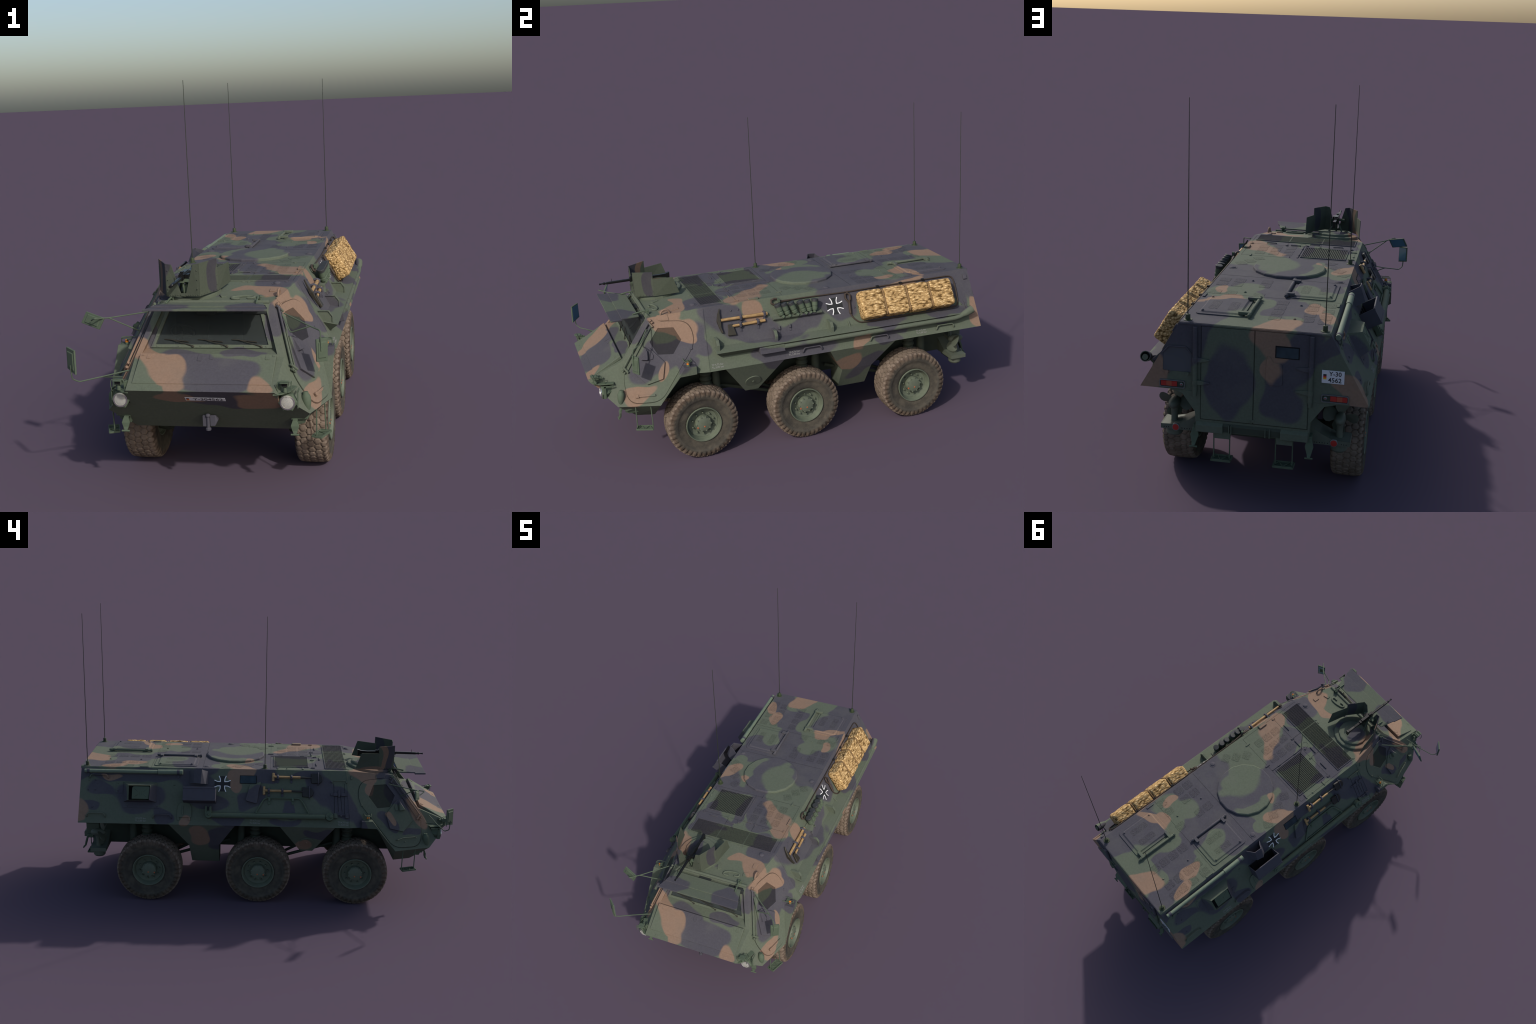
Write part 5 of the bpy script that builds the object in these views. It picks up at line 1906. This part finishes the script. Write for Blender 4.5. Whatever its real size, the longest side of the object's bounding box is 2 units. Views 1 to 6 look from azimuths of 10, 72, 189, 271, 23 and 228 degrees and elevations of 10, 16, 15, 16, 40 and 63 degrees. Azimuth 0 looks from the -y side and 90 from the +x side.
    pts = rounded([(0.457, 0.479), (0.381, 0.479), (0.381, 0.548), (0.457, 0.548)], [0.004, 0.004, 0.036, 0.036], 6)
    g.prism(f, pts, -0.001, 0.0065)
    g.prism(f, rrect(0.4275, 0.512, 0.008, 0.044, 0.003, 2), 0.002, 0.010)
    for y in (0.450, 0.391):
        g.prism(f, rrect(y, 0.473, 0.010, 0.018, 0.002, 2), 0.0, 0.005)
    g.obj('service_hatch', CAMO, bevel=0.0012)
    # vision block and its swing cover
    g = Geo()
    g.prism(f, [(0.131, 0.682), (0.041, 0.682), (0.041, 0.643), (0.131, 0.643)], -0.001, 0.0012)
    g.obj('vision_block_frame', BLACK)
    g = Geo()
    g.prism(f, [(0.128, 0.6795), (0.044, 0.6795), (0.044, 0.6455), (0.128, 0.6455)], -0.001, 0.0018)
    g.obj('vision_block', GLASS_BLUE)
    g = Geo()
    g.prism(f, rounded([(0.076, 0.637), (0.052, 0.636), (0.022, 0.652), (0.017, 0.645), (0.028, 0.615), (0.037, 0.547), (0.099, 0.562)], [0.008, 0.01, 0.004, 0.004, 0.01, 0.008, 0.008], 3), 0.002, 0.014)
    g.obj('vision_cover', CAMO, bevel=0.002, seg=2)
    # two shovels
    for y0, z0 in ((-0.045, 0.6755), (0.002, 0.6105)):
        sh = empty('shovel', ROOT)
        g = Geo()
        g.tube([f(y0 - 0.006, z0, 0.012), f(y0 - 0.146, z0 - 0.001, 0.012)], 0.0062, 10)
        g.tube([f(y0 - 0.001, z0 + 0.018, 0.012), f(y0 - 0.001, z0 - 0.020, 0.012)], 0.0068, 10)
        g.obj('handle', WOOD, sh, smooth=50)
        g = Geo()
        g.tube([f(y0 - 0.144, z0 - 0.001, 0.012), f(y0 - 0.21, z0 - 0.002, 0.011)], 0.0052, 8, r1=0.0042)
        pts = rounded([(y0 - 0.200, z0 + 0.021), (y0 - 0.252, z0 + 0.018), (y0 - 0.266, z0 - 0.004), (y0 - 0.254, z0 - 0.028), (y0 - 0.203, z0 - 0.027)], [0.006, 0.015, 0.02, 0.015, 0.006], 4)
        g.prism(f, pts, 0.006, 0.014, [(y0 - 0.232 + (u - y0 + 0.232) * 0.94, z0 - 0.003 + (v - z0 + 0.003) * 0.94) for u, v in pts])
        g.obj('shovel_blade', BLADE, sh, smooth=50)
        g = Geo()
        for dy in (-0.026, -0.098):
            g.tube([f(y0 + dy, z0 + 0.010, 0.0), f(y0 + dy, z0 + 0.007, 0.014), f(y0 + dy, z0, 0.0195), f(y0 + dy, z0 - 0.007, 0.014), f(y0 + dy, z0 - 0.010, 0.0)], 0.0055, 6)
            g.prism(f, rrect(y0 + dy, z0 - 0.018, 0.011, 0.018, 0.004, 2), -0.001, 0.004)
        yb = y0 - 0.240
        g.tube([f(yb, z0 + 0.026, 0.0), f(yb, z0 + 0.022, 0.016), f(yb, z0 - 0.028, 0.016), f(yb, z0 - 0.034, 0.0)], 0.0022, 6)
        g.obj('tool_clamp', PAINT_DARK, sh, smooth=40)
    # folding rail
    g = Geo()
    pts = [f(0.044, 0.505, 0.006), f(-0.003, 0.577, 0.006), f(-0.193, 0.577, 0.006), f(-0.238, 0.505, 0.006)]
    g.tube(arc_path(pts, 0.02, 4), 0.0042, 8)
    g.tube([f(0.044, 0.506, 0.006), f(-0.238, 0.506, 0.006)], 0.0030, 8)
    for y in (-0.028, -0.152):
        g.prism(f, rrect(y, 0.563, 0.013, 0.030, 0.004, 2), -0.001, 0.004)
        g.prism(f, rrect(y, 0.570, 0.011, 0.016, 0.003, 2), 0.0, 0.011)
    g.obj('folding_rail', PAINT, smooth=40)
    # tow bar
    tb = empty('tow_bar', ROOT)
    g = Geo()
    g.tube([f(0.285, 0.490, 0.016), f(-0.322, 0.491, 0.016)], 0.0135, 16)
    g.obj('bar', PAINT, tb, smooth=40)
    nl = Vector((-0.8689, 0, 0.4949))
    g = Geo()
    g.lathe(f(0.289, 0.490, 0.002), nl, [(0.0175, 0), (0.0175, 0.028)], 18)
    g.lathe(f(0.289, 0.490, 0.002), nl, [(0.007, 0.026), (0.007, 0.032), (0.003, 0.034)], 10)
    for dy in (-0.011, 0.012):
        g.prism(f, [(0.292 + dy - 0.005, 0.530), (0.292 + dy + 0.005, 0.530), (0.292 + dy + 0.005, 0.495), (0.292 + dy - 0.005, 0.495)], 0.006, 0.026)
    g.prism(f, [(0.275, 0.509), (0.309, 0.509), (0.307, 0.488), (0.275, 0.488)], 0.006, 0.024)
    g.lathe(f(-0.345, 0.4915, 0.002), nl, [(0.021, 0), (0.021, 0.028)], 18)
    g.lathe(f(-0.351, 0.4915, 0.002), nl, [(0.009, 0.026), (0.009, 0.033), (0.004, 0.035)], 12)
    g.lathe(f(-0.329, 0.4915, 0.002), nl, [(0.005, 0.026), (0.005, 0.031), (0.002, 0.032)], 10)
    g.obj('tow_bar_end', PAINT, tb, bevel=0.001, smooth=40)
    # jack bracket on the front of the flank
    g = Geo()
    g.tube([f(-0.360, 0.664, 0.007), f(-0.432, 0.664, 0.007)], 0.0026, 6)
    for y in (-0.357, -0.436):
        g.prism(f, rrect(y, 0.659, 0.012, 0.010, 0.004, 2), -0.001, 0.008)
    g.prism(f, [(-0.352, 0.604), (-0.440, 0.604), (-0.440, 0.594), (-0.352, 0.594)], -0.001, 0.006)
    for y in (-0.376, -0.418):
        g.prism(f, rrect(y, 0.599, 0.022, 0.014, 0.002, 2), 0.0, 0.011)
    g.prism(f, rrect(-0.396, 0.605, 0.011, 0.034, 0.002, 2), 0.0, 0.009)
    for y in (-0.378, -0.437):
        g.prism(f, rrect(y, 0.500, 0.018, 0.022, 0.002, 2), -0.001, 0.013)
    g.tube([f(-0.385, 0.504, 0.006), f(-0.430, 0.504, 0.006)], 0.003, 6)
    g.ball(f(-0.4065, 0.499, 0.006), (0.006, 0.006, 0.006), 10, 6)
    g.obj('jack_bracket', CAMO, bevel=0.0008)
    g = Geo()
    for a, b in (((-0.368, 0.652), (-0.372, 0.51)), ((-0.424, 0.652), (-0.425, 0.51)), ((-0.389, 0.594), (-0.392, 0.52)), ((-0.404, 0.594), (-0.412, 0.52))):
        strip(f, a, b, 0.0018, -0.001, 0.0005, g)
    g.obj('bracket_joint', BLACK)
    fl = flank(-1)
    g = Geo()
    g.prism(fl, rounded([(-0.468, 0.670), (-0.456, 0.670), (-0.458, 0.688), (-0.466, 0.690)], 0.004, 3), -0.001, 0.006)
    g.obj('flank_clip', CAMO, bevel=0.001)


left_side()


# ------------------------------------------------------------------ stern
def stern():
    # double doors
    for a, b in ((0.0225, 0.219), (0.0195, -0.181)):
        g = Geo()
        g.prism(rear, [(a, 0.701), (b, 0.701), (b, 0.337), (a, 0.337)], -0.003, 0.0032)
        g.obj('rear_door', CAMO, bevel=0.0014)
    g = Geo()
    g.prism(rear, [(-0.184, 0.704), (0.222, 0.704), (0.222, 0.334), (-0.184, 0.334)], -0.002, 0.0008)
    g.obj('door_gap', JOINT)
    g = Geo()
    g.prism(rear, [(-0.2525, 0.7105), (0.3015, 0.7105), (0.3045, 0.703), (-0.2555, 0.703)], -0.002, 0.004)
    g.obj('rain_gutter', CAMO, bevel=0.001)
    for x in (0.2415, -0.1890):
        d = 1 if x > 0 else -1
        h = empty('door_hinge', ROOT)
        g = Geo()
        g.tube([rear(x, 0.699, 0.007), rear(x, 0.444, 0.007)], 0.0088, 12)
        g.tube([rear(x, 0.443, 0.007), rear(x, 0.428, 0.007)], 0.0072, 12)
        g.obj('hinge_tube', CAMO, h, smooth=40)
        g = Geo()
        for z in (0.571, 0.482):
            g.tube([rear(x, z - 0.010, 0.007), rear(x, z + 0.010, 0.007)], 0.0105, 12)
            pts = [(x + d * 0.010, z + 0.009), (x - d * 0.020, z + 0.009), (x - d * 0.055, z + 0.004), (x - d * 0.055, z), (x - d * 0.020, z - 0.009), (x + d * 0.010, z - 0.009)]
            g.prism(rear, pts, 0.002, 0.0105)
        g.obj('hinge_strap', CAMO, h, bevel=0.001, smooth=40)
    g = Geo()
    g.prism(rear, [(-0.056, 0.652), (-0.145, 0.652), (-0.145, 0.605), (-0.056, 0.605)], 0.0, 0.0042)
    g.obj('vision_block_frame', BLACK)
    g = Geo()
    g.prism(rear, [(-0.060, 0.6475), (-0.141, 0.6475), (-0.141, 0.6085), (-0.060, 0.6085)], 0.0, 0.0050)
    g.obj('vision_block', GLASS_BLUE)
    g = Geo()
    pts = rounded([(-0.024, 0.575), (-0.028, 0.611), (-0.036, 0.610), (-0.052, 0.584), (-0.083, 0.584), (-0.086, 0.498), (-0.023, 0.498)], [0.006, 0.004, 0.004, 0.006, 0.01, 0.012, 0.012], 3)
    g.prism(rear, pts, 0.002, 0.0065)
    g.obj('vision_cover', CAMO, bevel=0.0012, seg=2)
    g = Geo()
    for x in (0.014, 0.029):
        g.prism(rear, rrect(x + 0.006, 0.347, 0.010, 0.010, 0.001, 2), 0.0, 0.005)
    g.obj('door_stop', CAMO, bevel=0.0006)
    # eight-sided air intake with its flaps
    octo = INTAKE_OUTLINE
    g = Geo()
    g.prism(rear, [(0.311 + (x - 0.311) * 0.99, 0.56 + (z - 0.56) * 0.99) for x, z in octo], -0.0305, -0.0015)
    g.obj('air_intake', INTAKE)
    g = Geo()
    for (a, b) in zip(octo[:4], octo[1:4]):
        g.tube([rear(*a, 0.004), rear(*b, 0.004)], 0.0028, 6)
    for x in (0.350, 0.272):
        g.prism(rear, rounded([(x - 0.008, 0.518), (x + 0.008, 0.518), (x + 0.005, 0.505), (x - 0.005, 0.505)], 0.004, 3), 0.0, 0.007)
    g.obj('intake_rim', CAMO, smooth=40)
    # tail lamps
    for x0, x1, lx in ((0.377, 0.280, 0.293), (-0.230, -0.329, -0.2445)):
        t = empty('tail_lamp', ROOT)
        cx, w = (x0 + x1) / 2, abs(x0 - x1)
        d = 1 if x0 > 0 else -1
        g = Geo()
        o1, i1 = rrect(cx, 0.4675, w, 0.030, 0.006, 3), rrect(cx, 0.4675, w - 0.006, 0.024, 0.005, 3)
        n = len(o1)
        vs = [rear(u, v, 0.0) for u, v in o1] + [rear(u, v, 0.007) for u, v in o1] + [rear(u, v, 0.007) for u, v in i1] + [rear(u, v, 0.001) for u, v in i1]
        fs = []
        for i in range(n):
            j = (i + 1) % n
            fs += [(i, j, n + j, n + i), (n + i, n + j, 2 * n + j, 2 * n + i), (2 * n + i, 2 * n + j, 3 * n + j, 3 * n + i)]
        g.add(vs, fs)
        g.obj('lamp_bezel', LAMPRIM, t)
        g = Geo()
        g.prism(rear, i1, 0.0, 0.0015)
        g.obj('lamp_tray', UNDER, t)
        xo = 0.372 if d > 0 else -0.2625
        seg = [(0.0205, RED), (0.022, REDLIGHT), (0.0195, RED)] if d > 0 else [(0.024, RED), (0.021, REDLIGHT), (0.0175, RED)]
        u = xo
        for wseg, mat in seg:
            g = Geo()
            g.prism(rear, [(u, 0.4775), (u - wseg, 0.4775), (u - wseg, 0.4575), (u, 0.4575)], 0.0, 0.0055)
            g.obj('red_lens', mat, t, bevel=0.0008)
            u -= wseg
        g = Geo()
        g.lathe(rear(lx, 0.4675), (0, 1, 0), [(0.0068, 0.0), (0.0065, 0.005), (0.004, 0.0065)], 14)
        g.obj('white_lens', LAMPRIM, t, smooth=40)
        g = Geo()
        g.lathe(rear(lx, 0.4675), (0, 1, 0), [(0.0025, 0.005), (0.002, 0.0075), (0.001, 0.008)], 10)
        g.obj('lamp_pip', RED, t)
    # number plates
    pl = empty('number_plate', ROOT)
    g = Geo()
    g.prism(rear, [(-0.228, 0.575), (-0.310, 0.575), (-0.310, 0.526), (-0.228, 0.526)], -0.001, 0.003)
    g.obj('plate', PLATE, pl, bevel=0.0005)
    lettering('Y-30', 0.0235, rear, -0.277, 0.5625, -1, 1, 0.0031, 'plate_letter', INK, pl, fat=0.0003)
    lettering('4562', 0.0245, rear, -0.276, 0.5385, -1, 1, 0.0031, 'plate_letter', INK, pl, fat=0.0003)
    for k, mat in enumerate((INK, FLAGRED, FLAGGOLD)):
        g = Geo()
        z = 0.5605 - 0.0066 * k
        g.prism(rear, [(-0.2335, z), (-0.2450, z), (-0.2450, z - 0.0066), (-0.2335, z - 0.0066)], 0.002, 0.0035)
        g.obj('plate_flag', mat, pl)
    pl = empty('number_plate', ROOT)
    g = Geo()
    g.prism(nose_plane, [(-0.035, -0.965), (0.109, -0.965), (0.109, -0.949), (-0.035, -0.949)], -0.001, 0.002)
    g.obj('plate', PLATE, pl, bevel=0.0004)
    lettering('Y-304562', 0.0255, nose_plane, 0.0475, -0.957, 1, -0.66, 0.0021, 'plate_letter', INK, pl, sx=1.08)
    for k, mat in enumerate((INK, FLAGRED, FLAGGOLD)):
        g = Geo()
        y = -0.9625 + 0.0037 * k
        g.prism(nose_plane, [(-0.031, y), (-0.021, y), (-0.021, y + 0.0037), (-0.031, y + 0.0037)], 0.001, 0.0026)
        g.obj('plate_flag', mat, pl)
    # bumper beam
    b = empty('rear_bumper', ROOT)
    g = Geo()
    sec = [(0.0, 0.3255), (0.014, 0.3165), (0.014, 0.289), (-0.06, 0.283), (-0.06, 0.32)]
    for x0, x1 in ((0.236, 0.133), (-0.0845, -0.187)):
        g.loft([[rear(x0, z, w) for w, z in sec], [rear(x1, z, w) for w, z in sec]])
    g.obj('bumper_block', CAMO, b, bevel=0.001)
    g = Geo()
    g.loft([[rear(x, z, w) for w, z in ((0.001, 0.3255), (0.006, 0.316), (0.004, 0.292), (-0.05, 0.290), (-0.05, 0.32))] for x in (0.134, -0.086)])
    g.tube([(0.13, 0.955, 0.284), (-0.09, 0.955, 0.284)], 0.012, 10)
    g.obj('bumper_beam', UNDER, b, bevel=0.001)
    g = Geo()
    for x in (0.110, 0.101, -0.028, -0.044):
        g.box(rear(x, 0.306, 0.007), (0.003, 0.008, 0.034))
    g.obj('bumper_bracket', CAMO, b)
    # folding rear steps
    for x0, x1 in ((0.178, 0.101), (-0.058, -0.138)):
        sp = empty('rear_step', ROOT)
        cx = (x0 + x1) / 2
        g = Geo()
        g.box((cx - 0.002, 0.972, 0.276), (0.062, 0.016, 0.026))
        g.obj('step_housing', CAMO, sp, bevel=0.001)
        g = Geo()
        z = 0.1775
        for y in (0.946, 0.988):
            g.box((cx, y, z), (x0 - x1, 0.004, 0.009))
        for x in (x0 - 0.002, x1 + 0.002):
            g.box((x, 0.967, z), (0.004, 0.046, 0.009))
        zig = [x1 + (x0 - x1) * k / 4 for k in range(5)]
        for k in range(4):
            g.tube([(zig[k], 0.948 if k % 2 else 0.986, z + 0.002), (zig[k + 1], 0.986 if k % 2 else 0.948, z + 0.002)], 0.0018, 5)
        g.box((cx, 0.967, z - 0.003), (x0 - x1 - 0.006, 0.042, 0.001))
        for x in (x0 - 0.008, x1 + 0.008):
            g.tube([(x, 0.967, z), (x, 0.970, 0.294)], 0.0025, 6)
        g.obj('step_frame', PAINT, sp)
    # water propellers on their brackets
    for s in SIDES:
        pr = empty('water_propeller', ROOT)
        hxp = hx(s, 0.3195)
        g = Geo()
        m = Matrix.Identity(3)
        g.ball((hxp, 0.893, 0.354), (0.0225, 0.042, 0.0215), 18, 10)
        g.lathe((hxp, 0.893, 0.274), (0, 0, 1), [(0.0135, 0), (0.0125, 0.03), (0.0145, 0.055), (0.020, 0.072)], 14)
        g.obj('propeller_pod', PROP, pr, smooth=60)
        for k in range(4):
            a = math.radians(8 + 90 * k)
            g = Geo()
            rad = Vector((math.cos(a), 0, math.sin(a)))
            tan = Vector((-math.sin(a), 0, math.cos(a)))
            rings = []
            for t, w in ((0.012, 0.010), (0.024, 0.021), (0.038, 0.030), (0.052, 0.031), (0.063, 0.022), (0.068, 0.008)):
                tw = 0.75 - 4.0 * t
                cd = tan * math.cos(tw) + Vector((0, 1, 0)) * math.sin(tw) * s
                nn = rad.cross(cd).normalized()
                c = Vector((hxp, 0.870, 0.354)) + rad * t
                e = 0.0018
                rings.append([c - cd * w, c - cd * w * 0.4 + nn * e, c + cd * w * 0.4 + nn * e, c + cd * w, c + cd * w * 0.4 - nn * e, c - cd * w * 0.4 - nn * e])
            g.loft(rings)
            g.obj('propeller_blade', PROP, pr, smooth=60)
        g = Geo()
        # plate rises in a curve to the hull wall
        path = [(0.362, 0.278), (0.315, 0.280), (0.285, 0.287), (0.250, 0.305), (0.2135, 0.330)]
        for q in range(len(path) - 1):
            (h0, z0), (h1, z1) = path[q], path[q + 1]
            g.hexa([(hx(s, h), y, z) for z_off in (0,) for h, y, z in ((h0, 0.848, z0 - 0.004), (h1, 0.848, z1 - 0.004), (h1, 0.930, z1 - 0.004), (h0, 0.930, z0 - 0.004),
                                                                    (h0, 0.848, z0), (h1, 0.848, z1), (h1, 0.930, z1), (h0, 0.930, z0))])
            for y in (0.848, 0.930):
                g.hexa([(hx(s, h), yy, z) for h, yy, z in ((h0, y - 0.0015, 0.259), (h1, y - 0.0015, 0.259), (h1, y + 0.0015, 0.259), (h0, y + 0.0015, 0.259),
                                                          (h0, y - 0.0015, z0), (h1, y - 0.0015, z1), (h1, y + 0.0015, z1), (h0, y + 0.0015, z0))])
        g.hexa([(hx(s, h), y, z) for z in (0.259, 0.2785) for h, y in ((0.3605, 0.848), (0.3635, 0.848), (0.3635, 0.930), (0.3605, 0.930))])
        g.lathe((hxp, 0.890, 0.224), (0, 0, 1), [(0.026, 0), (0.0325, 0.008), (0.0325, 0.052)], 18)
        g.obj('propeller_bracket', PROP, pr, smooth=30)
        g = Geo()
        for h in (0.350, 0.341, 0.332, 0.280, 0.270, 0.260, 0.250, 0.240, 0.230):
            g.lathe((hx(s, h), 0.9305, 0.266), (0, 1, 0), [(0.0020, 0), (0.0020, 0.0016)], 8)
        o = g.obj('bracket_hole', BLACK, pr)
        o['kind'] = 'stuff'
        g = Geo()
        g.lathe((hx(s, 0.3035), 0.930, 0.270), (0, 1, 0), [(0.0155, 0), (0.0155, 0.005), (0.0125, 0.006)], 20)
        g.obj('reflector_rim', LAMPRIM, pr, smooth=40)
        g = Geo()
        g.lathe((hx(s, 0.3035), 0.930, 0.270), (0, 1, 0), [(0.0122, 0.004), (0.0122, 0.0068), (0.004, 0.0075)], 20)
        g.obj('red_reflector', RED, pr, smooth=40)
        # tow hook, stern
        hook('tow_hook', [(hx(s, 0.2135), 0.962, 0.302), (hx(s, 0.2165), 0.974, 0.292), (hx(s, 0.2175), 0.980, 0.268), (hx(s, 0.2185), 0.987, 0.240), (hx(s, 0.2185), 0.998, 0.229)],
             Vector((1, 0, 0)), (0.012, 0.010, 0.016, 0.008, 0.005))
        g = Geo()
        g.box((hx(s, 0.2135), 0.958, 0.296), (0.022, 0.036, 0.020))
        g.tube([(hx(s, 0.2035), 0.9965, 0.229), (hx(s, 0.2335), 0.9965, 0.229)], 0.0035, 8)
        g.obj('hook_mount', PAINT, bevel=0.001)
        # tow hook, bow
        x = hx(s, 0.3135)
        hook('tow_hook', [(x, -0.852, 0.294), (x, -0.866, 0.288), (x, -0.872, 0.272), (x, -0.872, 0.256), (x, -0.876, 0.244)],
             Vector((1, 0, 0)), (0.008, 0.009, 0.015, 0.010, 0.005))
        g = Geo()
        g.hexa([(hx(s, h), y, z) for h, y, z in ((0.299, -0.858, 0.289), (0.356, -0.848, 0.289), (0.356, -0.790, 0.289), (0.299, -0.790, 0.289),
                                                (0.299, -0.866, 0.295), (0.356, -0.853, 0.295), (0.370, -0.790, 0.308), (0.299, -0.790, 0.300))])
        g.hexa([(hx(s, h), y, z) for h, y, z in ((0.302, -0.845, 0.262), (0.345, -0.835, 0.272), (0.345, -0.790, 0.272), (0.302, -0.790, 0.262),
                                                (0.302, -0.850, 0.290), (0.350, -0.842, 0.290), (0.350, -0.790, 0.290), (0.302, -0.790, 0.290))])
        g.tube([(x - 0.015, -0.880, 0.243), (x + 0.015, -0.880, 0.243)], 0.0038, 8)
        g.obj('hook_mount', PAINT, bevel=0.0008)
    # towing jaw in the middle of the bow
    g = Geo()
    c = nose_plane(CX, -0.856, 0)
    g.box(c + Vector((-0.011, -0.012, -0.008)), (0.018, 0.030, 0.040))
    g.hexa([c + Vector(p) for p in ((0.006, -0.022, -0.028), (0.024, -0.022, -0.028), (0.024, 0.006, -0.028), (0.006, 0.006, -0.028),
                                   (0.006, -0.022, 0.012), (0.026, -0.022, 0.012), (0.026, 0.006, 0.012), (0.006, 0.006, 0.012))])
    g.add([c + Vector(p) for p in ((0.024, -0.022, -0.028), (0.026, -0.022, 0.012), (0.034, -0.014, -0.008), (0.024, 0.004, -0.028), (0.026, 0.004, 0.012), (0.034, 0.0, -0.008))],
          [(0, 1, 2), (3, 5, 4), (0, 3, 4, 1), (1, 4, 5, 2), (2, 5, 3, 0)])
    g.lathe(c + Vector((0, -0.026, -0.042)), (0, 0, 1), [(0.010, 0), (0.010, 0.008), (0.006, 0.010), (0.006, 0.050), (0.009, 0.052), (0.009, 0.058), (0.004, 0.062)], 14)
    g.obj('towing_jaw', PAINT_DARK, bevel=0.0008, smooth=35)


def hook(name, path, side_dir, widths):
    g = Geo()
    pts = [Vector(p) for p in path]
    rings = []
    for i, p in enumerate(pts):
        t = (pts[min(i + 1, len(pts) - 1)] - pts[max(i - 1, 0)]).normalized()
        n = t.cross(side_dir).normalized()
        w, e = widths[i], 0.0045
        rings.append([p - side_dir * w - n * e, p + side_dir * w - n * e, p + side_dir * w + n * e, p - side_dir * w + n * e])
    g.loft(rings)
    g.obj(name, PAINT, bevel=0.001)


INTAKE = simple('intake_cover', (0.065, 0.070, 0.080), 0.6, var=0.2, scale=20)
LAMPRIM = simple('lamp_rim_metal', (0.14, 0.15, 0.15), 0.45, 0.4, var=0.3, scale=120)
PROP = simple('propeller_paint', (0.080, 0.092, 0.068), 0.6, var=0.3, scale=90, bump=0.15)
stern()
